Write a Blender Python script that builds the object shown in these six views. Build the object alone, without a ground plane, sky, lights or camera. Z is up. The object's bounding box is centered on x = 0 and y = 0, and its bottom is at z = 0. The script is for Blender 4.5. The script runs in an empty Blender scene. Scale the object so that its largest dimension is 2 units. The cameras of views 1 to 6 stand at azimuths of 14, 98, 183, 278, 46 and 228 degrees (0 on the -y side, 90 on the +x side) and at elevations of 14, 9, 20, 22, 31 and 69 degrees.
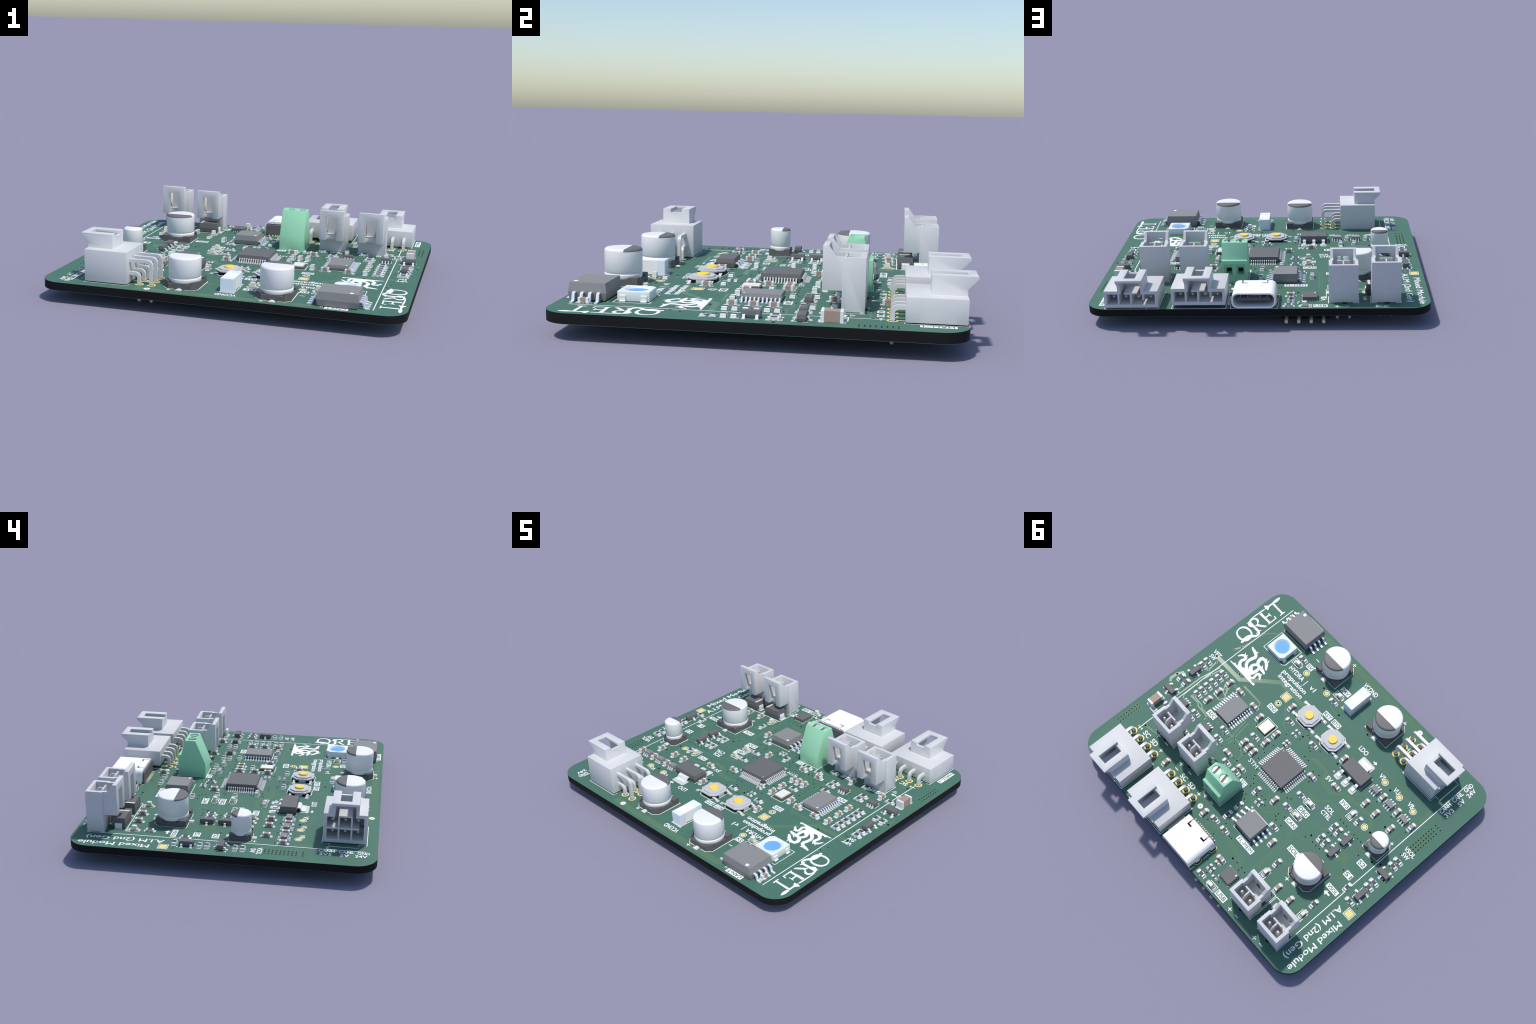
# Motor / sensor control board: a green printed circuit board populated with
# connectors, chips, capacitors and white silkscreen printing.
import bpy, bmesh, math, random
from mathutils import Vector, Matrix

random.seed(7)
S = 0.0283            # metres in the scene per millimetre of the real board
ZT = 0.1185           # top face of the board
ZB = 0.0722           # bottom face
PI = math.pi

# ------------------------------------------------------------------ materials
def mat(name, col, rough=0.5, metal=0.0, noise=0.0, nscale=40.0, spec=0.14, coat=0.0, bump=0.0):
    m = bpy.data.materials.new(name)
    m.use_nodes = True
    nt = m.node_tree
    b = nt.nodes["Principled BSDF"]
    b.inputs["Roughness"].default_value = rough
    b.inputs["Metallic"].default_value = metal
    b.inputs["Specular IOR Level"].default_value = spec
    b.inputs["Coat Weight"].default_value = coat
    b.inputs["Base Color"].default_value = (*col, 1)
    if noise > 0 or bump > 0:
        tc = nt.nodes.new("ShaderNodeTexCoord")
        n = nt.nodes.new("ShaderNodeTexNoise")
        n.inputs["Scale"].default_value = nscale
        n.inputs["Detail"].default_value = 5
        nt.links.new(tc.outputs["Object"], n.inputs["Vector"])
        if noise > 0:
            r = nt.nodes.new("ShaderNodeValToRGB")
            r.color_ramp.elements[0].position = 0.3
            r.color_ramp.elements[1].position = 0.7
            r.color_ramp.elements[0].color = (*[c * (1 - noise) for c in col], 1)
            r.color_ramp.elements[1].color = (*[min(1, c * (1 + noise)) for c in col], 1)
            nt.links.new(n.outputs["Fac"], r.inputs["Fac"])
            nt.links.new(r.outputs["Color"], b.inputs["Base Color"])
        if bump > 0:
            bp = nt.nodes.new("ShaderNodeBump")
            bp.inputs["Strength"].default_value = bump
            bp.inputs["Distance"].default_value = 0.001
            nt.links.new(n.outputs["Fac"], bp.inputs["Height"])
            nt.links.new(bp.outputs["Normal"], b.inputs["Normal"])
    return m

M = dict(
    mask=mat("solder_mask_green", (0.071, 0.167, 0.122), 0.62, noise=0.02, nscale=9, spec=0.2),
    track=mat("copper_track_under_mask", (0.104, 0.196, 0.122), 0.19, noise=0.02, nscale=60, spec=0.035),
    edge=mat("board_edge_black", (0.0105, 0.0105, 0.011), 0.7, spec=0.12),
    silk=mat("white_ink", (0.86, 0.87, 0.88), 0.6),
    plastic=mat("pale_grey_nylon", (0.60, 0.603, 0.605), 0.5, noise=0.012, nscale=30),
    pin=mat("tinned_pin", (0.63, 0.635, 0.64), 0.42, metal=0.05, spec=0.25),
    lead=mat("bright_lead", (0.70, 0.74, 0.84), 0.38, metal=0.1, spec=0.3),
    solder=mat("solder_pad", (0.60, 0.60, 0.605), 0.45, noise=0.02, nscale=90),
    cap_end=mat("tinned_end", (0.75, 0.79, 0.775), 0.4, metal=0.05, spec=0.3),
    gold=mat("gold_pad", (0.80, 0.66, 0.24), 0.55),
    gold_pin=mat("gold_pin", (0.72, 0.66, 0.46), 0.45),
    hole=mat("drill_hole", (0.004, 0.005, 0.005), 0.8, spec=0.1),
    ic=mat("mould_compound_dark", (0.140, 0.139, 0.139), 0.6, noise=0.02, nscale=120, spec=0.25),
    ic_grey=mat("mould_compound_grey", (0.247, 0.247, 0.244), 0.6, noise=0.02, nscale=120, spec=0.12),
    dot=mat("white_dot", (0.86, 0.86, 0.86), 0.6),
    dim_dot=mat("dimple_grey", (0.40, 0.40, 0.38), 0.6),
    brown=mat("ceramic_brown", (0.365, 0.272, 0.224), 0.55, noise=0.03, nscale=150),
    ceramic=mat("ceramic_white", (0.62, 0.67, 0.65), 0.5),
    film=mat("resistor_film_dark", (0.086, 0.085, 0.098), 0.5),
    lens=mat("led_lens", (0.72, 0.76, 0.70), 0.35),
    led_base=mat("led_base_cream", (0.66, 0.58, 0.36), 0.45),
    alu=mat("aluminium_can", (0.785, 0.785, 0.775), 0.45, spec=0.35),
    alu_dark=mat("can_polarity_grey", (0.147, 0.141, 0.138), 0.55, spec=0.3),
    cap_base=mat("can_base_grey", (0.118, 0.116, 0.114), 0.6, spec=0.25),
    white=mat("white_ceramic_body", (0.88, 0.88, 0.85), 0.4),
    ice=mat("fuse_end_cap", (0.75, 0.815, 0.90), 0.4),
    shell=mat("usb_shell", (0.90, 0.895, 0.88), 0.38),
    tongue=mat("usb_tongue", (0.13, 0.13, 0.145), 0.5),
    term=mat("terminal_green", (0.325, 0.655, 0.43), 0.45, noise=0.015, nscale=30),
    screw=mat("screw_steel", (0.66, 0.66, 0.68), 0.35, metal=0.2),
    slot=mat("screw_slot", (0.17, 0.185, 0.185), 0.5),
    tin_frame=mat("terminal_cage", (0.36, 0.40, 0.41), 0.45),
    blue=mat("led_phosphor_blue", (0.155, 0.41, 0.83), 0.5),
    led_white=mat("led_package_white", (0.74, 0.78, 0.76), 0.45),
    sw_plate=mat("switch_plate", (0.525, 0.53, 0.54), 0.55),
    sw_base=mat("switch_base_black", (0.012, 0.012, 0.013), 0.55),
    knob=mat("switch_knob_yellow", (0.88, 0.63, 0.113), 0.45),
    band=mat("diode_band", (0.66, 0.65, 0.62), 0.55),
    lid=mat("crystal_lid", (0.80, 0.82, 0.86), 0.35, metal=0.1),
    lid_rim=mat("crystal_rim_gold", (0.62, 0.53, 0.30), 0.4, metal=0.2),
    header=mat("header_black", (0.014, 0.014, 0.015), 0.55),
)

# ---------------------------------------------------------------- mesh builder
class G:
    """collects solids, all sizes in millimetres, and turns them into one mesh"""
    def __init__(self):
        self.bm = bmesh.new(); self.mats = []
    def mi(self, k):
        if k not in self.mats: self.mats.append(k)
        return self.mats.index(k)
    def loft(self, rings, k, caps=True, smooth=False):
        i = self.mi(k)
        vs = [[self.bm.verts.new(Vector(p) * S) for p in r] for r in rings]
        n = len(vs[0]); fs = []
        for a, b in zip(vs, vs[1:]):
            for j in range(n):
                fs.append(self.bm.faces.new((a[j], a[(j + 1) % n], b[(j + 1) % n], b[j])))
        if caps:
            fs.append(self.bm.faces.new(list(reversed(vs[0])))); fs.append(self.bm.faces.new(vs[-1]))
        for f in fs: f.material_index = i; f.smooth = smooth
        return self
    def box(self, x0, x1, y0, y1, z0, z1, k, c=0.0, top=0.0):
        """box; c chamfers the top edge, top draws the top face in on each side"""
        def r(z, d): return [(x0 + d, y0 + d, z), (x1 - d, y0 + d, z), (x1 - d, y1 - d, z), (x0 + d, y1 - d, z)]
        if c > 0: return self.loft([r(z0, 0), r(z1 - c, top), r(z1, top + c)], k)
        return self.loft([r(z0, 0), r(z1, top)], k)
    def prism(self, poly, z0, z1, k, c=0.0):
        n = len(poly)
        if sum(poly[i][0] * poly[(i + 1) % n][1] - poly[(i + 1) % n][0] * poly[i][1] for i in range(n)) < 0:
            poly = poly[::-1]
        cx = sum(p[0] for p in poly) / n; cy = sum(p[1] for p in poly) / n
        rings = [[(x, y, z0) for x, y in poly]]
        if c > 0:
            rings.append([(x, y, z1 - c) for x, y in poly])
            r = max(math.hypot(x - cx, y - cy) for x, y in poly); s = 1 - c / r
            rings.append([(cx + (x - cx) * s, cy + (y - cy) * s, z1) for x, y in poly])
        else: rings.append([(x, y, z1) for x, y in poly])
        return self.loft(rings, k)
    def side(self, poly, x0, x1, k):
        """profile given as (y, z), run along x"""
        n = len(poly)
        if sum(poly[i][0] * poly[(i + 1) % n][1] - poly[(i + 1) % n][0] * poly[i][1] for i in range(n)) < 0:
            poly = poly[::-1]
        return self.loft([[(x0, y, z) for y, z in poly], [(x1, y, z) for y, z in poly]], k)
    def lathe(self, prof, n, k, cx=0, cy=0, smooth=True):
        rings = [[(cx + r * math.cos(2 * PI * j / n), cy + r * math.sin(2 * PI * j / n), z) for j in range(n)] for r, z in prof]
        return self.loft(rings, k, smooth=smooth)
    def sweep(self, pts, w, t, k):
        """flat strip of width w (x) and thickness t following (y, z) points"""
        up, lo = [], []
        for i, p in enumerate(pts):
            a = Vector(pts[max(i - 1, 0)]); b = Vector(pts[min(i + 1, len(pts) - 1)])
            d = (b - a).normalized(); nrm = Vector((-d.y, d.x)) * t / 2
            if 0 < i < len(pts) - 1:
                d1 = (Vector(p) - a).normalized(); nrm *= 1 / max(0.5, abs(d1.dot(d)))
            up.append((p[0] + nrm.x, p[1] + nrm.y)); lo.append((p[0] - nrm.x, p[1] - nrm.y))
        rings = [[(-w / 2, *u), (w / 2, *u), (w / 2, *l), (-w / 2, *l)] for u, l in zip(up, lo)]
        return self.loft(rings, k)
    def mesh(self, name, bevel=0.0, smooth_angle=None):
        bm = self.bm
        bmesh.ops.recalc_face_normals(bm, faces=bm.faces)
        if bevel > 0:
            es = [e for e in bm.edges if len(e.link_faces) == 2 and e.calc_face_angle(0) > 0.5]
            bmesh.ops.bevel(bm, geom=es, offset=bevel * S, segments=2, affect='EDGES', clamp_overlap=True)
        me = bpy.data.meshes.new(name)
        bm.to_mesh(me); bm.free()
        for k in self.mats: me.materials.append(M[k])
        if smooth_angle:
            for p in me.polygons: p.use_smooth = True
            me.set_sharp_from_angle(angle=math.radians(smooth_angle))
        return me

def boolean(base, cutters):
    """base mesh minus a list of meshes (all in the same local space)"""
    o = bpy.data.objects.new("tmp_base", base); bpy.context.collection.objects.link(o)
    tmp = []
    for c in cutters:
        co = bpy.data.objects.new("tmp_cut", c); bpy.context.collection.objects.link(co); tmp.append(co)
        md = o.modifiers.new("b", 'BOOLEAN'); md.operation = 'DIFFERENCE'; md.solver = 'EXACT'; md.material_mode = 'TRANSFER'; md.object = co
    dg = bpy.context.evaluated_depsgraph_get()
    me = bpy.data.meshes.new_from_object(o.evaluated_get(dg))
    for t in tmp + [o]: bpy.data.objects.remove(t)
    return me

def union(parts):
    o = bpy.data.objects.new("tmp_base", parts[0]); bpy.context.collection.objects.link(o); tmp = []
    for c in parts[1:]:
        co = bpy.data.objects.new("tmp_add", c); bpy.context.collection.objects.link(co); tmp.append(co)
        md = o.modifiers.new("b", 'BOOLEAN'); md.operation = 'UNION'; md.solver = 'EXACT'; md.object = co
    dg = bpy.context.evaluated_depsgraph_get()
    me = bpy.data.meshes.new_from_object(o.evaluated_get(dg))
    for t in tmp + [o]: bpy.data.objects.remove(t)
    return me

def rounded(me, w, name):
    """fine bevel on all hard edges of a finished housing"""
    me.name = name
    o = bpy.data.objects.new("tmp_bev", me); bpy.context.collection.objects.link(o)
    md = o.modifiers.new("v", 'BEVEL'); md.width = w * S; md.segments = 2; md.limit_method = 'ANGLE'
    md.angle_limit = math.radians(35); md.use_clamp_overlap = True
    dg = bpy.context.evaluated_depsgraph_get()
    out = bpy.data.meshes.new_from_object(o.evaluated_get(dg)); out.name = name
    bpy.data.objects.remove(o)
    for p in out.polygons: p.use_smooth = True
    out.set_sharp_from_angle(angle=math.radians(40))
    return out

COL = bpy.context.scene.collection
def put(name, me, parent=None, x=0, y=0, z=0, rot=0, kind=None):
    """x, y, z in mm; z = 0 is the board's top face for children of the board"""
    o = bpy.data.objects.new(name, me); COL.objects.link(o)
    if parent: o.parent = parent
    o.location = (x * S, y * S, z * S); o.rotation_euler = (0, 0, math.radians(rot))
    if kind: o["kind"] = kind
    return o

ROOT = bpy.data.objects.new("circuit_board", None); COL.objects.link(ROOT)
ROOT["label"] = "green printed circuit board with grey connectors and many chips"
ROOT["category"] = "circuit board"
ROOT.empty_display_size = 0.2
TOP = ZT / S           # mm height of the board surface

def part(name, me, x, y, z=0, rot=0, kind=None):
    return put(name, me, ROOT, x, y, TOP + z, rot, kind)

# ------------------------------------------------------------------- the board
X0, X1, Y0, Y1, RC = -1.0 / S, 1.0 / S, -0.88 / S, 0.8465 / S, 0.118 / S
def round_rect(x0, x1, y0, y1, r, n=14):
    out = []
    for cx, cy, a0 in ((x1 - r, y1 - r, 0), (x0 + r, y1 - r, 90), (x0 + r, y0 + r, 180), (x1 - r, y0 + r, 270)):
        for i in range(n + 1):
            a = math.radians(a0 + 90 * i / n); out.append((cx + r * math.cos(a), cy + r * math.sin(a)))
    return out
outline = round_rect(X0, X1, Y0, Y1, RC)
g = G(); TH = (ZT - ZB) / S
g.prism(outline, -TH + 0.03, -0.03, 'edge')
core = part("board_core", g.mesh("board_core", smooth_angle=30), 0, 0)
g = G(); g.prism(outline, -0.03, 0, 'mask'); g.prism(outline, -TH, -TH + 0.03, 'mask')
part("solder_mask", g.mesh("solder_mask"), 0, 0)

# --------------------------------------------------- thin printed layers on top
def offset_line(pts, w):
    """polyline (x, y) widened to a closed outline with mitred bends"""
    L, R = [], []
    n = len(pts)
    for i, p in enumerate(pts):
        p = Vector(p[:2]); wi = w[i] if isinstance(w, (list, tuple)) else w
        a = Vector(pts[max(i - 1, 0)][:2]); b = Vector(pts[min(i + 1, n - 1)][:2])
        d = (b - a).normalized() if (b - a).length > 1e-6 else Vector((1, 0))
        k = 1.0
        if 0 < i < n - 1:
            d1 = (p - a).normalized(); k = 1 / max(0.6, abs(d1.dot(d)))
        nrm = Vector((-d.y, d.x)) * wi / 2 * k
        L.append(tuple(p + nrm)); R.append(tuple(p - nrm))
    return L + R[::-1]

def flat(polys, z, k, name, t=0.02):
    """thin inked / etched layer; each entry is a list of loops (outer, holes...)"""
    objs = []
    bm = bmesh.new()
    for loops in polys:
        cu = bpy.data.curves.new("tmp_fill", 'CURVE'); cu.dimensions = '2D'; cu.fill_mode = 'BOTH'
        cu.extrude = t * S / 2
        for lp in loops:
            sp = cu.splines.new('POLY'); sp.points.add(len(lp) - 1)
            for i, (x, y) in enumerate(lp): sp.points[i].co = (x * S, y * S, 0, 1)
            sp.use_cyclic_u = True
        o = bpy.data.objects.new("tmp_fill", cu); COL.objects.link(o); objs.append(o)
    dg = bpy.context.evaluated_depsgraph_get()
    for o in objs:
        me = bpy.data.meshes.new_from_object(o.evaluated_get(dg))
        bm.from_mesh(me); bpy.data.meshes.remove(me)
        cu = o.data; bpy.data.objects.remove(o); bpy.data.curves.remove(cu)
    bmesh.ops.translate(bm, verts=bm.verts, vec=(0, 0, (z + t / 2) * S))
    me = bpy.data.meshes.new(name); bm.to_mesh(me); bm.free(); me.materials.append(M[k])
    return me

Z_TRACK, Z_PAD, Z_SILK, Z_HOLE, Z_INV = 0.0, 0.012, 0.024, 0.036, 0.044

# copper tracks showing through the mask: (width, way points in mm)
TRACKS = [
    (1.0, [(31.8, -7.1), (23.7, -7.2), (16.8, -14.0), (7.2, -13.8)]),
    (0.45, [(21.7, -6.9), (15.9, -6.9), (15.6, -6.0)]),
    (0.25, [(23.8, -4.6), (23.1, -2.5), (22.2, -1.6), (22.7, -0.6)]),
    (0.25, [(25.0, -0.4), (22.6, -0.3)]),
    (0.3, [(29.7, -13.0), (30.3, -11.5)]), (0.25, [(29.2, -19.1), (27.0, -21.8)]),
    (0.3, [(30.5, -11.4), (29.6, -13.6), (29.0, -19.7)]),
    (0.2, [(11.3, -10.6), (10.1, -9.3), (7.9, -9.5)]), (0.4, [(5.0, -18.8), (3.7, -18.2), (2.3, -18.4)]),
    (0.3, [(29.0, -5.8), (29.9, -0.5), (30.0, 6.4)]),
    (0.25, [(28.4, -5.8), (29.3, -0.7), (29.1, 4.9), (28.4, 5.8), (25.8, 5.5)]),
    (0.25, [(27.3, 2.5), (27.8, 3.9), (25.3, 3.8), (24.8, 4.3), (21.5, 4.5), (21.1, 5.5)]),
    (0.25, [(27.6, 3.4), (24.4, 3.5), (23.8, 4.0), (20.7, 4.1)]),
    (0.6, [(33.8, 5.2), (34.4, 4.6), (34.3, 2.8), (33.7, 1.5), (32.9, 1.6)]),
    (0.25, [(23.7, -5.3), (23.8, -3.2), (22.8, -2.7)]), (0.3, [(9.4, 16.5), (4.3, 17.1)]),
    (0.25, [(24.7, -3.7), (23.8, -2.3), (22.7, -2.0)]), (0.5, [(28.9, 16.4), (25.3, 15.7)]),
    (0.25, [(31.9, 8.0), (31.0, 7.0), (31.0, 3.4)]), (0.25, [(30.3, -3.3), (30.6, -6.0)]),
    (0.9, [(-1.9, -6.6), (-3.2, -7.3), (-6.5, -7.2), (-7.6, -5.0), (-10.8, -4.4), (-13.3, -6.7), (-15.3, -7.0), (-20.8, -7.5), (-22.4, -5.8)]),
    (0.3, [(-5.9, 6.6), (-5.9, 8.1), (-4.5, 9.5), (-3.0, 9.4)]),
    (0.25, [(-9.6, 7.2), (-11.5, 7.9), (-13.2, 9.7), (-13.1, 19.1)]),
    (0.25, [(-9.2, 7.4), (-11.2, 8.4), (-12.6, 9.9), (-12.5, 19.3)]),
    (0.3, [(-8.1, -0.4), (-9.8, -0.7), (-11.8, -2.9), (-14.1, -3.0), (-21.0, -2.7)]),
    (0.3, [(-11.9, 3.2), (-15.3, 3.0), (-16.5, 1.4)]), (0.3, [(-12.3, 7.7), (-15.3, 7.1), (-16.0, 5.7)]),
    (0.3, [(-15.5, -9.3), (-14.1, -7.8)]), (0.2, [(-5.3, -0.8), (-7.9, -0.9), (-9.7, -0.8)]),
    (2.6, [(-22.1, 4.0), (-24.4, 2.6)]), (0.3, [(-4.2, 20.6), (-6.1, 20.1), (-8.9, 20.3), (-11.1, 21.5)]),
    (0.2, [(14.7, -1.4), (14.2, 1.8), (13.8, 3.6), (13.9, 5.0)]), (0.2, [(13.9, -1.6), (13.5, 1.4), (13.1, 3.6), (13.1, 5.1)]),
    (0.2, [(7.3, -7.3), (8.3, -7.3), (9.7, -9.1)]), (0.2, [(2.6, -6.6), (2.8, -9.5), (2.3, -11.5)]),
    (0.2, [(2.1, -6.8), (2.3, -9.7), (1.8, -11.7)]), (0.2, [(-0.3, 5.6), (0.5, 9.1), (-2.9, 11.1)]),
    (0.2, [(-1.8, 5.4), (-2.9, 7.0), (-4.3, 7.3)]),
    (0.3, [(1.9, 20.9), (0.6, 19.5), (-3.0, 18.7), (-9.0, 19.7), (-10.2, 20.6)]),
    (0.25, [(1.6, 21.3), (0.6, 20.1), (-3.2, 19.2), (-8.5, 20.2), (-9.9, 21.7)]),
    (0.35, [(-12.6, 18.8), (-12.4, 13.7), (-12.7, 12.2)]), (0.3, [(-10.1, 16.3), (-10.5, 15.5), (-10.5, 14.1)]),
    (0.6, [(-25.2, 8.2), (-26.6, 6.6), (-27.8, 6.2)]), (0.5, [(-22.7, 4.2), (-24.9, 4.1), (-25.6, 5.0)]),
    (0.4, [(-23.1, 0.4), (-25.1, 0.4)]), (0.5, [(-32.1, 10.1), (-31.1, 9.2)]), (0.5, [(-15.6, 13.5), (-17.1, 13.9)]),
    (1.5, [(19.5, -28.8), (17.5, -29.6), (-10.1, -29.7), (-16, -29.4)]), (1.0, [(-28.8, -14.7), (-28.4, -18.6)]),
    (0.6, [(-20.3, -17.6), (-20.4, -16.2), (-24.4, -16.1)]), (0.5, [(-13.7, -17.0), (-20.5, -17.1)]),
    (0.4, [(-18.5, -4.2), (-22.1, -6.0), (-23.3, -4.9)]), (0.5, [(-27.1, -7.4), (-27.1, -9.2)]),
    (0.45, [(-6.0, -20.0), (-3.0, -22.5), (2.0, -22.5)]), (0.3, [(16, 3.5), (12, 3.0), (9, 4.5), (8.6, 6.3)]),
]
def staggered(polys, z, k, name, t, n=9, step=0.0012):
    """thin layer whose neighbouring pieces never share a plane"""
    bm = bmesh.new()
    for i in range(n):
        if polys[i::n]:
            me = flat(polys[i::n], z + i * step, k, name, t=t); bm.from_mesh(me); bpy.data.meshes.remove(me)
    me = bpy.data.meshes.new(name); bm.to_mesh(me); bm.free(); me.materials.append(M[k]); return me
part("copper_tracks", staggered([[offset_line(p, w)] for w, p in TRACKS], -0.004, 'track', "copper_tracks", 0.008, 11, 0.0009), 0, 0, kind="stuff")

def circle(cx, cy, r, n=20):
    return [(cx + r * math.cos(2 * PI * i / n), cy + r * math.sin(2 * PI * i / n)) for i in range(n)]
def rect(cx, cy, w, h):
    return [(cx - w / 2, cy - h / 2), (cx + w / 2, cy - h / 2), (cx + w / 2, cy + h / 2), (cx - w / 2, cy + h / 2)]
def ring(cx, cy, ro, ri, n=28): return [circle(cx, cy, ro, n), circle(cx, cy, ri, n)]
def frame(x0, x1, y0, y1, w): 
    return [[(x0, y0), (x1, y0), (x1, y1), (x0, y1)], [(x0 + w, y0 + w), (x1 - w, y0 + w), (x1 - w, y1 - w), (x0 + w, y1 - w)]]
def rrect(cx, cy, w, h, r): return round_rect(cx - w / 2, cx + w / 2, cy - h / 2, cy + h / 2, r, 4)

SOLDER, GOLD, SILK, HOLES = [], [], [], []
LW = 0.13
def line(pts, w=LW): SILK.append([offset_line(pts, w)])

# through vias: small and large drill holes
VIAS = [(-1.8,-5.9),(6.2,-6.3),(13.0,-1.5),(8.1,0.2),(10.5,3.9),(12.1,4.0),(8.8,3.9),(9.6,6.4),(8.6,6.3),(5.9,2.2),(6.8,-0.1),(6.1,0.3),
    (6.0,-2.4),(2.8,-9.9),(2.1,-9.8),(3.3,-7.9),(0.4,-8.0),(-0.4,-7.7),(-2.0,-9.3),(-0.6,-5.9),(-5.7,-2.6),(-6.0,-5.3),(-4.5,-5.0),
    (4.1,4.2),(3.3,5.5),(2.9,6.2),(4.2,7.2),(5.0,8.1),(2.0,6.9),(2.0,7.8),(2.1,9.8),(1.3,9.8),(0.6,10.8),(-0.6,8.2),(-1.4,7.4),(-2.5,7.4),
    (-3.5,8.4),(-5.4,3.5),(-6.1,3.0),(-6.9,7.4),(-6.9,8.2),(-8.4,6.9),(-7.6,8.7),(-9.3,8.7),(-9.5,1.8),(-1.1,17.5),(-3.9,18.8),(-4.5,18.8),
    (-9.4,21.3),(-10.9,21.3),(-14.7,6.4),(-16.6,6.0),(-17.7,6.0),(-18.7,5.9),(-17.2,2.0),(-16.8,-2.0),(-17.8,-2.0),(-18.8,-2.0),(-18.2,2.0),
    (-21.3,-1.9),(-22.4,-1.9),(-23.4,-1.9),(-25.3,0.5),(14.3,4.0),(13.7,6.4),(23.0,-5.3),(28.9,-3.1),(30.3,-3.3),(30.6,-6.0),(30.4,-11.4),
    (29.8,-13.0),(21.2,4.6),(18.6,3.5),(9.6,-12.3),(12.5,-2.8),(15.3,4.3),(27.3,3.4),(28.8,0.9),(20.8,6.3),(2.2,19.9),(-10.9,22.1),(-12.1,21.5),
    (-4.8,25.6),(-6.8,27.6),(-10.1,27.0),(-1.1,21.1),(-19.0,-10.8),(-23.6,-10.8),(-28.2,-10.8),(-31.1,-6.5),(-25.6,5.1),(-23.1,15.9),(-33.7,8.6),(22.5,15.2)]
BIG_VIAS = [(1.9,-18.5),(-5.9,-20.2),(-6.7,-10.3),(3.3,-8.8),(-8.1,21.4),(-15.3,5.2),(-23.2,-4.9),(-28.3,-0.7),(-19.0,-14.9),(24.7,-8.1),(31.8,-7.1),
    (9.2,-20.5),(28.8,16.4),(34.3,2.8),(-24.4,-8.2),(-29.9,-1.7),(-32.9,0.2)]
VIAS += [(x, -15.5 + 0.773 * i) for i in range(9) for x in (-31.38, -32.14, -32.9)]
VIAS += [(x, -16.8) for x in (-31.38, -32.14, -32.9)]
VIAS += [(x, 14.64 + 0.777 * i) for i in range(8) for x in (34.11, 33.35)]
HOLES += [[circle(x, y, 0.15, 10)] for x, y in VIAS] + [[circle(x, y, 0.24, 14)] for x, y in BIG_VIAS]
part("via_lands", staggered([ring(x, y, 0.30, 0.14, 14) for x, y in VIAS] + [ring(x, y, 0.42, 0.22, 14) for x, y in BIG_VIAS],
     0.003, 'track', "via_lands", 0.008, 3, 0.001), 0, 0, kind="stuff")

# test points
for x, y in [(-16.91, -15.31), (-21.54, -15.28), (-25.88, -15.26), (-21.49, -4.8), (14.7, -20.02), (7.8, -20.09), (13.21, -10.0)]:
    GOLD.append([circle(x, y, 0.52, 24)]); SILK.append(ring(x, y, 0.79, 0.66))
HOLES.append([circle(13.21, -10.0, 0.22, 14)])
for x, y in [(13.22, -12.43), (-33.39, 10.61)]:
    GOLD.append([rect(x, y, 1.55, 1.55)]); SILK.append(frame(x - 1.02, x + 1.02, y - 1.02, y + 1.02, 0.13))
for x, y in [(5.68, 19.2), (-13.4, -29.47)]:
    SILK.append(ring(x, y, 0.62, 0.12)); HOLES.append([circle(x, y, 0.1, 10)])

# long separator lines
line([(29.28, -28.7), (29.28, 18.2)], 0.18); line([(29.28, 19.6), (29.28, 21.0)], 0.18)
line([(-29.29, -28.75), (-29.29, 24.6)], 0.18)

# ------------------------------------------------------------------ passives
def chip(L, W, H, body, cap_w, film=False):
    g = G(); b = cap_w * 0.9
    g.box(-L / 2 + b, L / 2 - b, -W / 2, W / 2, 0.05, H - 0.02, body, 0.03)
    if film: g.box(-L / 2 + cap_w + 0.02, L / 2 - cap_w - 0.02, -W / 2 + 0.03, W / 2 - 0.03, H - 0.05, H + 0.01, 'film')
    body_me = g.mesh("chip_body")
    g = G(); g.box(-cap_w / 2, cap_w / 2, -W / 2 - 0.02, W / 2 + 0.02, 0.02, H + 0.015, 'cap_end', 0.05)
    return body_me, g.mesh("end_cap"), L / 2 - cap_w / 2

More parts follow.
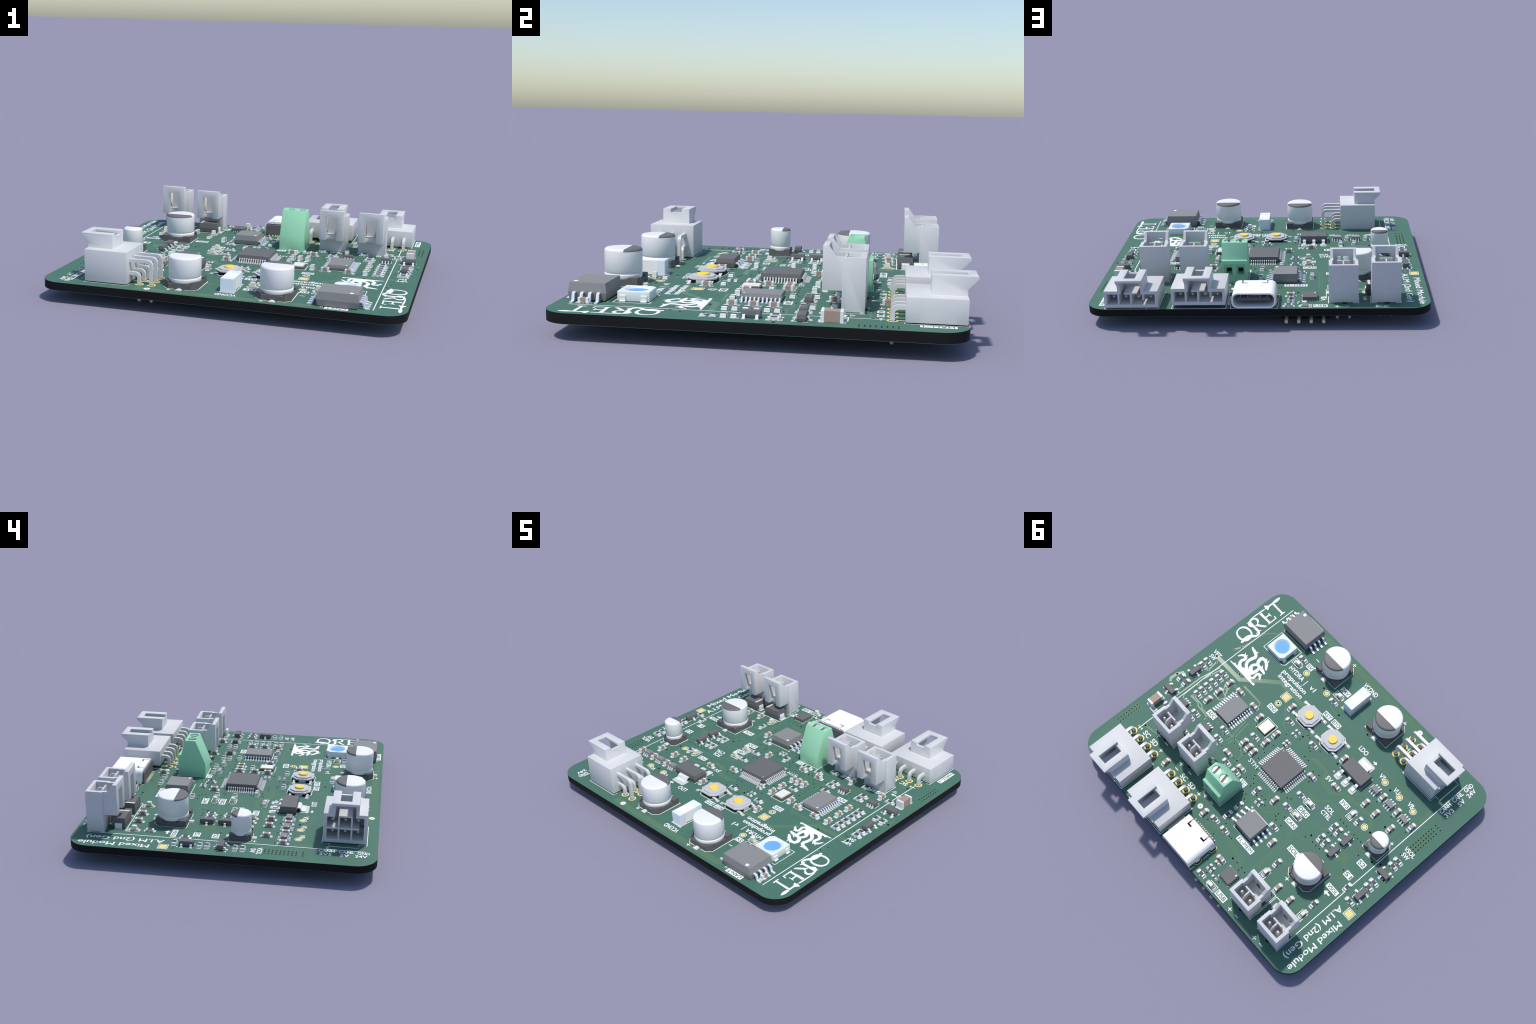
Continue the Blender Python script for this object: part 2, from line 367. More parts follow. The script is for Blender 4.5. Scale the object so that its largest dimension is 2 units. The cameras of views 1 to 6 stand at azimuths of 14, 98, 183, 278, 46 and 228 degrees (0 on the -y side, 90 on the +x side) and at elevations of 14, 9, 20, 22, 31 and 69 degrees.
KINDS = {
    'R': ("chip_resistor", chip(1.6, 0.8, 0.48, 'ceramic', 0.32, True), 0.825, 0.82, 0.98, 0.24),
    'C': ("chip_capacitor", chip(1.6, 0.8, 0.84, 'brown', 0.36), 0.80, 0.86, 0.98, 0.24),
    'r': ("chip_resistor", chip(1.0, 0.5, 0.36, 'ceramic', 0.24, True), 0.51, 0.54, 0.64, 0.14),
    'c': ("chip_capacitor", chip(1.0, 0.5, 0.5, 'brown', 0.26), 0.49, 0.56, 0.64, 0.14),
    'B': ("bulk_capacitor", chip(3.2, 1.65, 1.72, 'brown', 0.48), 1.5, 1.0, 1.85, 0.25),
}
def passive(k, x, y, axis):
    name, (bm_, em, off), po, pw, ph, pr = KINDS[k]
    rot = 0 if axis == 'x' else 90
    o = part(name, bm_, x, y, 0, rot)
    for s in (-1, 1):
        put("end_cap", em, o, s * off)
        dx, dy = (s * po, 0) if axis == 'x' else (0, s * po)
        w, h = (pw, ph) if axis == 'x' else (ph, pw)
        SOLDER.append([rrect(x + dx, y + dy, w, h, pr)])
    if k in 'RC':
        hh = 0.52
        for s in (-1, 1):
            if axis == 'x': line([(x - 0.24, y + s * hh), (x + 0.24, y + s * hh)], 0.12)
            else: line([(x + s * hh, y - 0.24), (x + s * hh, y + 0.24)], 0.12)

R_X = [(17.89,-21.87),(5.14,-19.81),(0.14,-9.19),(8.02,-9.06),(27.05,-5.36),(-31.93,-4.97),(32.05,-4.6),(27.03,-3.83),(-31.93,-3.44),(32.0,-3.1),
    (27.03,-2.2),(10.33,-0.56),(27.05,-0.56),(-7.06,0.81),(27.03,0.99),(-31.9,2.11),(27.02,2.5),(-31.9,3.61),(16.15,3.53),(-7.06,4.8),(15.5,5.91),
    (23.65,5.86),(6.66,8.17),(9.81,8.21),(-31.5,8.72),(29.4,9.47),(-8.56,10.07),(-2.1,18.7),(1.18,18.65),(-6.3,28.64),(15.6,7.4),(23.7,7.4),
    (22.0,10.55),(12.6,10.5)]
R_Y = [(-19.66,-4.71),(-18.55,0.21),(-17.07,0.21),(31.17,2.73),(32.92,2.7),(-18.55,4.0),(-17.07,4.0),(-28.9,7.08),(0.3,7.51),(0.22,12.72),
    (-26.96,14.86),(-15.14,14.87),(0.22,15.87)]
C_X = [(-10.58,-6.3),(16.16,-5.26),(21.07,-5.26),(-5.3,-3.87),(6.55,6.72),(11.4,6.6),(-6.59,23.4)]
C_Y = [(-28.25,-12.44),(-23.68,-12.47),(-19.13,-12.5),(-6.8,-12.18),(10.36,-11.63),(-25.48,-8.78),(-20.79,-8.7),(-17.59,-8.7),(24.4,-4.82),(7.68,-4.5),
    (13.31,-4.38),(7.7,-1.45),(24.42,-1.51),(24.45,1.63),(7.75,2.17),(9.31,2.2),(11.0,2.17),(-3.99,5.97),(-10.97,12.72),(-23.01,18.2),(-19.3,18.33),
    (18.69,18.46),(3.95,19.5),(27.85,-26.77),(26.9,9.75),(18.22,10.2)]
for p in R_X: passive('R', *p, 'x')
for p in R_Y: passive('R', *p, 'y')
for p in C_X: passive('C', *p, 'x')
for p in C_Y: passive('C', *p, 'y')
for p in [(4.88, -8.72), (4.88, -7.57), (-8.76, 27.06)]: passive('r', *p, 'x')
for p in [(-2.6, 8.88), (-1.6, 8.93), (-6.2, 26.33), (-7.2, 26.35)]: passive('r', *p, 'y')
for p in [(4.42, -5.34), (4.42, -4.41), (-6.75, 24.54)]: passive('c', *p, 'x')
passive('B', 32.07, 10.84, 'y')

# indicator diodes: cream base, clear block of resin
g = G(); g.box(-0.8, 0.8, -0.4, 0.4, 0.03, 0.3, 'led_base', 0.02); g.box(-0.8, -0.55, -0.42, 0.42, 0.02, 0.32, 'led_base'); LED_BASE = g.mesh("indicator_base")
g = G(); g.loft([[(-0.56, -0.385, 0.28), (0.56, -0.385, 0.28), (0.56, 0.385, 0.28), (-0.56, 0.385, 0.28)],
                 [(-0.44, -0.37, 1.08), (0.44, -0.37, 1.08), (0.44, 0.37, 1.08), (-0.44, 0.37, 1.08)]], 'lens'); LED_LENS = g.mesh("lens", bevel=0.03)
def indicator(x, y, axis, bracket):
    rot = 0 if axis == 'x' else 90
    o = part("indicator_light", LED_BASE, x, y, 0, rot); put("lens", LED_LENS, o)
    for s in (-1, 1):
        dx, dy = (s * 0.8, 0) if axis == 'x' else (0, s * 0.8)
        SOLDER.append([rrect(x + dx, y + dy, *((0.88, 0.98) if axis == 'x' else (0.98, 0.88)), 0.24)])
    a, b = 0.74, 1.46 * bracket
    f = (lambda u, v: (x + u, y + v)) if axis == 'x' else (lambda u, v: (x + v, y + u))
    line([f(-b * 0.55, a), f(b, a), f(b, -a), f(-b * 0.55, -a)])
for p, br in [((5.22, -21.77), 1), ((17.71, -20.12), 1), ((-9.94, 0.75), 1), ((-10.06, 4.67), 1), ((-9.55, 28.68), -1)]: indicator(*p, 'x', br)
for p, br in [((-17.64, -4.8), 1), ((-27.06, 18.05), 1), ((-15.1, 18.02), 1)]: indicator(*p, 'y', br)

# ---------------------------------------------------------------------- chips
def gull(L, h, w, t, k='pin'):
    """gull-wing lead: leaves the body at y=0, height h, reaches the pad at y=L"""
    g = G(); g.sweep([(-0.1, h), (L * 0.30, h), (L * 0.42, h - 0.08 * h), (L * 0.55, t * 1.1), (L * 0.66, t / 2 + 0.02), (L, t / 2 + 0.02)], w, t, k)
    return g.mesh("lead")
def package(lx, ly, z0, zm, z1, k, draft=0.12, dot=None, dot_k='dot', chamfer=0.0, dot_r=0.3, name="package"):
    g = G()
    def r(z, d, dy=None):
        dy = d if dy is None else dy
        return [(-lx / 2 + d, -ly / 2 + dy, z), (lx / 2 - d, -ly / 2 + dy, z), (lx / 2 - d, ly / 2 - dy, z), (-lx / 2 + d, ly / 2 - dy, z)]
    g.loft([r(z0, draft), r(zm - 0.04, 0), r(zm + 0.04, 0), r(z1, draft)], k)
    if dot: g.lathe([(dot_r, z1 - 0.05), (dot_r, z1 + 0.015)], 18, dot_k, *dot, smooth=False)
    return g.mesh(name, bevel=0.03)
def leads(o, me, spots):
    for x, y, r in spots: put("lead", me, o, x, y, 0, r)

def pads_for(x, y, rot, spots, w, l, d):
    a = math.radians(rot)
    for sx, sy, r in spots:
        b = math.radians(r); px = sx - math.sin(b) * d; py = sy + math.cos(b) * d
        gx = x + px * math.cos(a) - py * math.sin(a); gy = y + px * math.sin(a) + py * math.cos(a)
        horiz = abs(round((r + rot) / 90)) % 2 == 0
        SOLDER.append([rrect(gx, gy, *((w, l) if horiz else (l, w)), 0.24 * w)])

# main controller, 48 leads
me = package(7.0, 7.0, 0.12, 0.72, 1.42, 'ic', 0.11, (2.85, -2.85), 'dim_dot', dot_r=0.2)
mcu = part("microcontroller", me, 0.30, 0.0)
L48 = gull(1.0, 0.7, 0.24, 0.15)
sp = [(-2.75 + 0.5 * i, 3.45, 0) for i in range(12)] + [(-2.75 + 0.5 * i, -3.45, 180) for i in range(12)] \
   + [(3.45, -2.75 + 0.5 * i, 270) for i in range(12)] + [(-3.45, -2.75 + 0.5 * i, 90) for i in range(12)]
leads(mcu, L48, sp); pads_for(0.30, 0, 0, sp, 0.3, 1.35, 0.75)
for sx, sy in ((1, 1), (-1, 1), (-1, -1), (1, -1)):
    line([(0.3 + sx * 3.15, sy * 3.62), (0.3 + sx * 3.62, sy * 3.62), (0.3 + sx * 3.62, sy * 3.15)])
SILK.append([[(3.85, -3.45), (4.35, -3.1), (4.3, -3.75)]])

# converter chip, 20 leads
me = package(4.4, 6.5, 0.1, 0.6, 1.2, 'ic_grey', 0.1, (1.65, -2.7), dot_r=0.24)
adc = part("converter_chip", me, 18.64, -0.9)
L20 = gull(1.05, 0.6, 0.26, 0.14, 'lead')
sp = [(2.15, -2.925 + 0.65 * i, 270) for i in range(10)] + [(-2.15, -2.925 + 0.65 * i, 90) for i in range(10)]
leads(adc, L20, sp); pads_for(18.64, -0.9, 0, sp, 0.4, 1.35, 0.75)
line([(16.45, 2.52), (20.85, 2.52)]); line([(16.45, -4.3), (20.85, -4.3)]); SILK.append([circle(21.6, -4.55, 0.2)])

# memory chip, 8 leads
me = package(5.4, 5.3, 0.12, 1.05, 2.18, 'ic_grey', 0.2, (2.0, -2.0), dot_r=0.33)
mem = part("memory_chip", me, -5.22, 13.68)
L8 = gull(1.6, 0.9, 0.42, 0.2, 'lead')
sp = [(2.6, -1.905 + 1.27 * i, 270) for i in range(4)] + [(-2.6, -1.905 + 1.27 * i, 90) for i in range(4)]
leads(mem, L8, sp); pads_for(-5.22, 13.68, 0, sp, 0.6, 1.6, 0.95)
line([(-7.95, 10.75), (-7.95, 10.55)]); line([(-7.9, 16.65), (-2.6, 16.65), (-2.6, 16.2)]); line([(-7.9, 16.2), (-7.9, 16.65)])
line([(-2.55, 10.75), (-7.9, 10.75)]); SILK.append([[(-1.7, 10.75), (-2.2, 10.45), (-2.2, 11.05)]])

# isolated bus transceiver, wide body with 8 leads
me = package(7.75, 6.0, 0.14, 1.35, 2.83, 'ic_grey', 0.2, (2.45, -2.2), dot_r=0.42)
iso = part("bus_transceiver", me, 22.92, -26.6)
LW8 = gull(2.0, 1.35, 0.44, 0.24, 'lead')
sp = [(3.68, -1.905 + 1.27 * i, 270) for i in range(4)] + [(-3.68, -1.905 + 1.27 * i, 90) for i in range(4)]
leads(iso, LW8, sp)
line([(19.9, -29.95), (19.9, -29.35)]); line([(20.25, -29.95), (20.25, -29.35)]); line([(19.2, -23.45), (26.7, -23.45)])
SILK.append([[(27.0, 13.15), (28.2, 13.15), (27.6, 13.95)], [(27.25, 13.27), (27.95, 13.27), (27.6, 13.7)]]); SILK.append([[(28.8, 12.55), (28.05, 12.55), (28.05, 12.85), (27.35, 12.4), (28.05, 11.95), (28.05, 12.25), (28.8, 12.25)]])

# regulator with tab
me = package(6.55, 3.6, 0.1, 0.95, 1.75, 'ic', 0.14)
ldo = part("voltage_regulator", me, -11.16, -11.84)
g = G(); g.sweep([(-0.1, 0.85), (0.55, 0.85), (0.75, 0.7), (0.95, 0.25), (1.15, 0.14), (1.9, 0.14)], 0.72, 0.24, 'cap_end'); L3 = g.mesh("lead")
g = G(); g.sweep([(-0.1, 0.85), (0.55, 0.85), (0.75, 0.7), (0.95, 0.25), (1.15, 0.14), (1.9, 0.14)], 3.0, 0.24, 'cap_end'); TAB = g.mesh("heat_tab")
leads(ldo, L3, [(2.3 * i, 1.65, 0) for i in (-1, 0, 1)]); put("heat_tab", TAB, ldo, 0, -1.65, 0, 180)
for i in (-1, 0, 1): SOLDER.append([rrect(-11.16 + 2.3 * i, -8.65, 1.5, 2.0, 0.35)])
SOLDER.append([rrect(-11.16, -15.05, 3.8, 2.0, 0.4)])
line([(-14.55, -10.6), (-14.55, -10.0)]); line([(-14.55, -13.7), (-14.55, -10.0), (-13.9, -10.0)]); line([(-7.75, -13.7), (-7.75, -10.0), (-8.4, -10.0)])
SILK.append([[(-7.75, -8.35), (-7.3, -8.35), (-7.5, -8.8)]])

# three-legged transistors; "single" gives the heading of the lone leg
SOT = package(2.9, 1.35, 0.06, 0.5, 1.08, 'ic', 0.08)
LS = gull(0.75, 0.5, 0.42, 0.14, 'cap_end')
def transistor(x, y, rot):
    """long side on x at rot 0, lone leg on +y"""
    o = part("transistor", SOT, x, y, 0, rot)
    sp = [(0, 0.62, 0), (-0.95, -0.62, 180), (0.95, -0.62, 180)]
    leads(o, LS, sp); pads_for(x, y, rot, sp, 0.6, 0.95, 0.42)
    a = math.radians(rot)
    def w(u, v): return (x + u * math.cos(a) - v * math.sin(a), y + u * math.sin(a) + v * math.cos(a))
    line([w(-1.5, 0.2), w(-1.5, 0.78), w(-0.55, 0.78)], 0.11); line([w(1.5, 0.2), w(1.5, 0.78), w(0.55, 0.78)], 0.11)
    SILK.append([[w(-1.75, -0.85), w(-1.5, -1.25), w(-2.0, -1.25)]])
transistor(-21.2, 0.33, 90); transistor(-21.2, 4.16, 90)
transistor(-31.9, 6.11, 270); transistor(-31.85, -0.69, 0)
transistor(31.95, -0.68, 90); transistor(32.1, 6.6, 0)

# small six-legged chips
def six_leg(name, x, y, k):
    me = package(2.05, 1.3, 0.06, 0.42, 0.92, k, 0.06, (-0.72, -0.35) if k == 'ic_grey' else None, dot_r=0.16)
    o = part(name, me, x, y)
    l6 = gull(0.55, 0.42, 0.24, 0.12, 'lead' if k == 'ic_grey' else 'cap_end')
    sp = [(-0.65 + 0.65 * i, 0.6, 0) for i in range(3)] + [(-0.65 + 0.65 * i, -0.6, 180) for i in range(3)]
    leads(o, l6, sp); pads_for(x, y, 0, sp, 0.38, 0.75, 0.35)
    line([(x - 1.2, y - 0.75), (x - 1.2, y + 0.75)], 0.11); line([(x + 1.2, y - 0.75), (x + 1.2, y + 0.75)], 0.11)
for x, y in [(-16.85, -12.4), (-21.35, -12.42), (-25.95, -12.4)]: six_leg("power_switch_chip", x, y, 'ic_grey')
for x, y in [(27.2, 6.35), (19.1, 6.35)]: six_leg("amplifier_chip", x, y, 'ic')

# leadless serial bridge
me = package(3.0, 3.0, 0.03, 0.4, 0.88, 'ic', 0.0, (-1.05, -1.05) , dot_r=0.22)
qfn = part("serial_bridge_chip", me, -10.6, 24.5)
g = G(); g.box(-0.11, 0.11, -0.2, 0.02, 0.0, 0.2, 'pin'); QP = g.mesh("contact_pad")
for i in range(5):
    t = -1.0 + 0.5 * i
    for sx, sy, r in ((t, 1.49, 0), (t, -1.49, 180), (1.49, t, 270), (-1.49, t, 90)): put("contact_pad", QP, qfn, sx, sy, 0, r)
    for sx, sy, w, h in ((t, 1.5, .22, .34), (t, -1.5, .22, .34), (1.5, t, .34, .22), (-1.5, t, .34, .22)): SOLDER.append([rrect(-10.6 + sx, 24.5 + sy, w, h, 0.1)])
for sx, sy in ((1, 1), (-1, 1), (1, -1)):
    line([(-10.6 + sx * 1.3, 24.5 + sy * 1.68), (-10.6 + sx * 1.68, 24.5 + sy * 1.68), (-10.6 + sx * 1.68, 24.5 + sy * 1.3)])

# quartz crystal
g = G(); g.box(-1.25, 1.25, -1.6, 1.6, 0.02, 0.5, 'ic'); XB = g.mesh("crystal_body", bevel=0.04)
xt = part("crystal", XB, 10.4, -4.0)
g = G(); g.box(-1.2, 1.2, -1.55, 1.55, 0.48, 0.62, 'lid_rim'); g.box(-1.12, 1.12, -1.47, 1.47, 0.6, 0.72, 'lid', 0.06); put("crystal_lid", g.mesh("crystal_lid", bevel=0.03), xt)
line([(8.75, -1.9), (8.75, -6.0), (12.05, -6.0)]); line([(12.05, -6.0), (12.05, -2.2)])

# addressable colour light
g = G()
pk = [(-2.5, -2.5), (2.5, -2.5), (2.5, 2.5), (-1.75, 2.5), (-2.5, 1.75)]
g.prism(pk, 0.05, 1.58, 'led_white', 0.05); base = g.mesh("led_package")
g = G(); g.lathe([(1.74, 1.28), (1.98, 1.62)], 48, 'led_white', smooth=False); cut = g.mesh("cut")
lp = rounded(boolean(base, [cut]), 0.03, "led_package")
rgb = part("colour_light", lp, 23.02, -19.78)
g = G(); g.lathe([(1.73, 1.2), (1.70, 1.30)], 48, 'blue', smooth=False); put("light_window", g.mesh("light_window"), rgb)
g = G(); g.sweep([(-0.3, 0.95), (0.02, 0.95), (0.12, 0.9), (0.14, 0.5), (0.16, 0.1), (0.5, 0.06)], 0.95, 0.14, 'cap_end'); LT = g.mesh("light_leg")
for sy in (-1.65, 1.65):
    put("light_leg", LT, rgb, 2.45, sy, 0, 270); put("light_leg", LT, rgb, -2.45, sy, 0, 90)
x0, x1, y0, y1 = 19.5, 26.55, -22.68, -17.05
line([(x0, y0), (x1, y0), (x1, y1), (x0 + 0.6, y1), (x0, y1 - 0.6), (x0, y0)])

# ------------------------------------------------- electrolytic capacitors
def electrolytic(x, y, r, h, rot, bs):
    """plus side on -y at rot 0"""
    g = G(); b = bs / 2; c = b * 0.32
    g.prism([(-b, b), (-b, -b + c), (-b + c, -b), (b - c, -b), (b, -b + c), (b, b)], 0.06, 0.98, 'cap_base')
    for s in (-1, 1):
        g.prism([(s * b, b), (s * b, b * 0.52), (s * b * 0.86, b * 0.52), (s * b * 0.52, b * 0.86), (s * b * 0.52, b)], 0.9, 1.45, 'cap_base')
        g.prism([(s * b, -b + c), (s * b, -b * 0.42), (s * b * 0.9, -b * 0.5), (s * (b - c) * 0.92, -b * 0.93), (s * (b - c), -b)], 0.9, 1.45, 'cap_base')
    o = part("electrolytic_capacitor", g.mesh("capacitor_base", bevel=0.04), x, y, 0, rot)
    f = 0.42
    prof = [(r * 0.6, 0.95), (r - 0.25, 0.97), (r - 0.06, 1.1), (r, 1.25), (r, 1.62), (r, 1.78), (r - 0.07, 1.88), (r - 0.24, 1.94), (r - 0.24, 2.06), (r - 0.06, 2.16), (r, 2.26), (r, h - f)]
    prof += [(r - f * (1 - math.cos(a)), h - f + f * math.sin(a)) for a in (math.radians(d) for d in (18, 36, 54, 72, 90))]
    g = G(); g.lathe(prof, 72, 'alu'); me = g.mesh("metal_can", smooth_angle=50)
    # painted polarity segment: the faces of the crown beyond a chord
    me.materials.append(M['alu_dark'])
    bm = bmesh.new(); bm.from_mesh(me)
    chord = 0.27 * r * S
    bmesh.ops.bisect_plane(bm, geom=bm.verts[:] + bm.edges[:] + bm.faces[:], plane_co=(0, chord, 0), plane_no=(0, 1, 0))
    for fc in bm.faces:
        c_ = fc.calc_center_median()
        if c_.y > chord and c_.z > (h - f - 0.01) * S: fc.material_index = 1
    bm.to_mesh(me); bm.free()
    me.set_sharp_from_angle(angle=math.radians(50))
    put("metal_can", me, o)
    g = G(); g.box(-0.33, 0.33, -0.9, 0.35, 0.03, 0.2, 'cap_end', 0.04); tab = g.mesh("solder_tab", bevel=0.03)
    put("solder_tab", tab, o, 0, b, 0, 180); put("solder_tab", tab, o, 0, -b, 0, 0)
    a = math.radians(rot)
    def w(u, v): return (x + u * math.cos(a) - v * math.sin(a), y + u * math.sin(a) + v * math.cos(a))
    for s in (-1, 1): SOLDER.append([[w(-0.62, s * (b - 1)), w(0.62, s * (b - 1)), w(0.62, s * (b + 0.95)), w(-0.62, s * (b + 0.95))]])
    e = b + 0.14
    for s in (-1, 1):
        line([w(s * 0.95, e), w(s * e, e), w(s * e, -e + c)]); line([w(s * e, -e + c), w(s * (e - c), -e), w(s * 0.95, -e)])
    px, py = w(1.55 * (1 if rot == 0 else 1) * (b / 3.3), -e - 0.85) if False else (0, 0)
electrolytic(10.87, -25.68, 3.15, 6.05, 0, 6.6)
electrolytic(-7.5, -24.5, 3.15, 6.0, 0, 6.6)
electrolytic(-20.98, 11.32, 3.15, 6.0, 180, 6.6)
electrolytic(-26.55, -3.85, 2.02, 5.5, 0, 4.3)

# fuse block
g = G(); g.box(-1.28, 1.28, -1.62, 1.62, 0.12, 2.66, 'white'); FB = g.mesh("fuse_body", bevel=0.03)
fu = part("fuse", FB, 1.47, -23.64)
g = G(); g.box(-1.32, 1.32, -0.72, 0.72, 0.05, 2.7, 'ice'); FE = g.mesh("fuse_end", bevel=0.06)
put("fuse_end", FE, fu, 0, 2.3); put("fuse_end", FE, fu, 0, -2.3)
for s in (-1, 1):
    SOLDER.append([rect(1.47, -23.64 + s * 2.35, 3.0, 2.0)])
    GOLD.append([rect(2.75, -23.64 + s * 3.38, 0.9, 0.14)])
line([(2.95, -25.0), (2.95, -22.3)]); line([(0.0, -25.0), (0.0, -22.3)])

# power diodes tucked under the lever sockets
def diode(x, y, s):
    g = G()
    def r(z, d): return [(-2.3 + d, -1.42 + d, z), (2.3 - d, -1.42 + d, z), (2.3 - d, 1.42 - d, z), (-2.3 + d, 1.42 - d, z)]
    g.loft([r(0.12, 0.1), r(1.05, 0.0), r(1.15, 0.0), r(2.28, 0.16)], 'ic'); me = g.mesh("diode_body", bevel=0.05)
    o = part("power_diode", me, x, y, 0, 0 if s > 0 else 180)
    g = G(); g.box(1.45, 1.95, -1.24, 1.24, 2.2, 2.295, 'band'); put("polarity_band", g.mesh("polarity_band"), o)
    g = G(); g.sweep([(-0.1, 1.15), (0.08, 1.1), (0.16, 0.9), (0.16, 0.25), (0.02, 0.1), (-0.6, 0.1)], 1.45, 0.18, 'cap_end'); t = g.mesh("diode_tab")
    put("diode_tab", t, o, 2.27, 0, 0, 270); put("diode_tab", t, o, -2.27, 0, 0, 90)
    for q in (-1, 1): SOLDER.append([rrect(x + q * 2.1, y, 1.9, 1.75, 0.3)])
diode(-17.13, 21.4, -1); diode(-24.6, 21.4, 1)

# ------------------------------------------------------------- push switches
def octagon(a, c): return [(a, -a + c), (a, a - c), (a - c, a), (-a + c, a), (-a, a - c), (-a, -a + c), (-a + c, -a), (a - c, -a)]
g = G(); g.prism(octagon(2.42, 1.15), 0.05, 0.62, 'sw_base'); SWB = g.mesh("switch_base")
g = G(); g.prism(octagon(2.5, 1.22), 0.6, 0.86, 'sw_plate', 0.03); g.prism(octagon(2.02, 1.0), 0.84, 1.14, 'sw_plate', 0.05)
g.box(-2.49, -2.36, -0.78, 0.78, 0.05, 0.7, 'sw_plate'); g.box(2.36, 2.49, -0.78, 0.78, 0.05, 0.7, 'sw_plate')
SWP = g.mesh("switch_plate", bevel=0.025)
g = G(); g.lathe([(1.03, 1.1), (1.03, 1.40), (0.98, 1.46)], 36, 'knob', smooth=False); SWK = g.mesh("switch_knob", smooth_angle=50)
g = G(); g.sweep([(-0.35, 0.34), (0.3, 0.34), (0.5, 0.28), (0.72, 0.1), (0.9, 0.09), (1.3, 0.09)], 0.52, 0.16, 'pin'); SWL = g.mesh("switch_leg")
for x in (5.97, -1.95):
    y = -13.05
    o = part("push_switch", SWB, x, y)
    put("switch_plate", SWP, o); put("switch_knob", SWK, o)
    for sx, r in ((2.1, 270), (-2.1, 90)):
        for sy in (-1.9, 1.9): put("switch_leg", SWL, o, sx, sy, 0, r)
    for sx in (-3.25, 3.25):
        for sy in (-1.9, 1.9): SOLDER.append([rect(x + sx, y + sy, 0.85, 0.72)])
    q = [(x + u, y + v) for u, v in octagon(2.72, 1.3)]
    line([q[1], q[2], q[3], q[4]]); line([q[5], q[6], q[7], q[0]]); line([(x - 2.72, y - 1.0), (x - 2.72, y + 1.0)]); line([(x + 2.72, y - 1.0), (x + 2.72, y + 1.0)])

# ------------------------------------------- upright two-way lever sockets
def vertical_housing(dz, name):
    """dz lifts everything above the foot, for the one that sits taller"""
    hb, hp = 8.27 + dz, 9.82 + dz
    g = G(); g.box(-2.985, 2.985, -3.43, 0, 0, hb, 'plastic'); a = g.mesh("a")
    g = G(); g.side([(-2.8, 3.28 + dz), (-2.8, hb - 0.002), (-4.34, hb - 0.002), (-5.5, hp), (-6.36, hp), (-6.36, 3.28 + dz)], -2.66, 2.66, 'plastic'); b = g.mesh("b")
    me = union([a, b])
    cuts = []
    def cut(*v):
        g = G(); g.box(*v, 'plastic'); cuts.append(g.mesh("c"))
    cut(-2.28, 2.28, -2.9, -0.66, 4.2 + dz, 13)
    cut(-2.06, 2.06, -5.52, -2.7, 4.2 + dz, 13)
    cut(-1.14, 1.14, -7, -5.3, 3.0 + dz, hp - 1.55)
    cut(-1.9, 1.9, -0.3, 0.5, -0.5, 0.26)
    cut(-3.5, -2.8, -2.75, -0.7, -0.5, 0.26); cut(2.8, 3.5, -2.75, -0.7, -0.5, 0.26)
    return rounded(boolean(me, cuts), 0.07, name)
def keying(name):
    g = G(); g.box(-1.32, 1.32, -3.2, -2.86, 4.0, 8.18, 'plastic')
    g.side([(-2.95, 4.0), (-2.95, 8.1), (-2.0, 8.1), (-1.5, 7.85), (-1.1, 7.1), (-0.95, 6.3), (-0.5, 6.0), (-0.5, 4.0)], -0.16, 0.16, 'plastic')
    return g.mesh(name, bevel=0.04)
g = G()
def square_pin(g, x, y, z0, z1, a, k):
    def r(z, s): return [(x - s, y - s, z), (x + s, y - s, z), (x + s, y + s, z), (x - s, y + s, z)]
    g.loft([r(z0, a * 0.55), r(z0 + 0.5, a), r(z1 - 0.5, a), r(z1, a * 0.5)], k)
square_pin(g, 0, 0, -4.18, 6.95, 0.32, 'pin'); VPIN = g.mesh("contact_pin", bevel=0.03)
V1 = vertical_housing(0.0, "socket_housing")
V2 = vertical_housing(0.53, "socket_housing")
KEY = keying("keying_wall")
for x, y, hm, dz in [(23.32, 15.15, V1, 0), (14.66, 15.15, V1, 0), (-17.53, 27.27, V1, 0), (-26.2, 27.27, V2, 0.5)]:
    o = part("lever_socket", hm, x, y)
    put("keying_wall", KEY, o, 0, 0, dz)
    for sx in (-1.27, 1.27):
        put("contact_pin", VPIN, o, sx, -1.9, dz)
        GOLD.append(ring(x + sx, y - 1.93, 0.8, 0.5)); HOLES.append([circle(x + sx, y - 1.93, 0.5)])
    line([(x - 3.1, y + 0.1), (x - 3.1, y - 3.55), (x - 2.3, y - 3.55)]); line([(x + 3.1, y + 0.1), (x + 3.1, y - 3.55), (x + 2.3, y - 3.55)])
    HOLES.append([circle(x - 0.2, y - 0.28, 0.6, 24)])
line([(-20.4, 25.4), (-20.4, 19.75), (-14.0, 19.75)]); line([(-20.7, 25.4), (-20.7, 19.75), (-27.9, 19.75)]); line([(-14.0, 19.75), (-14.0, 24.8)])

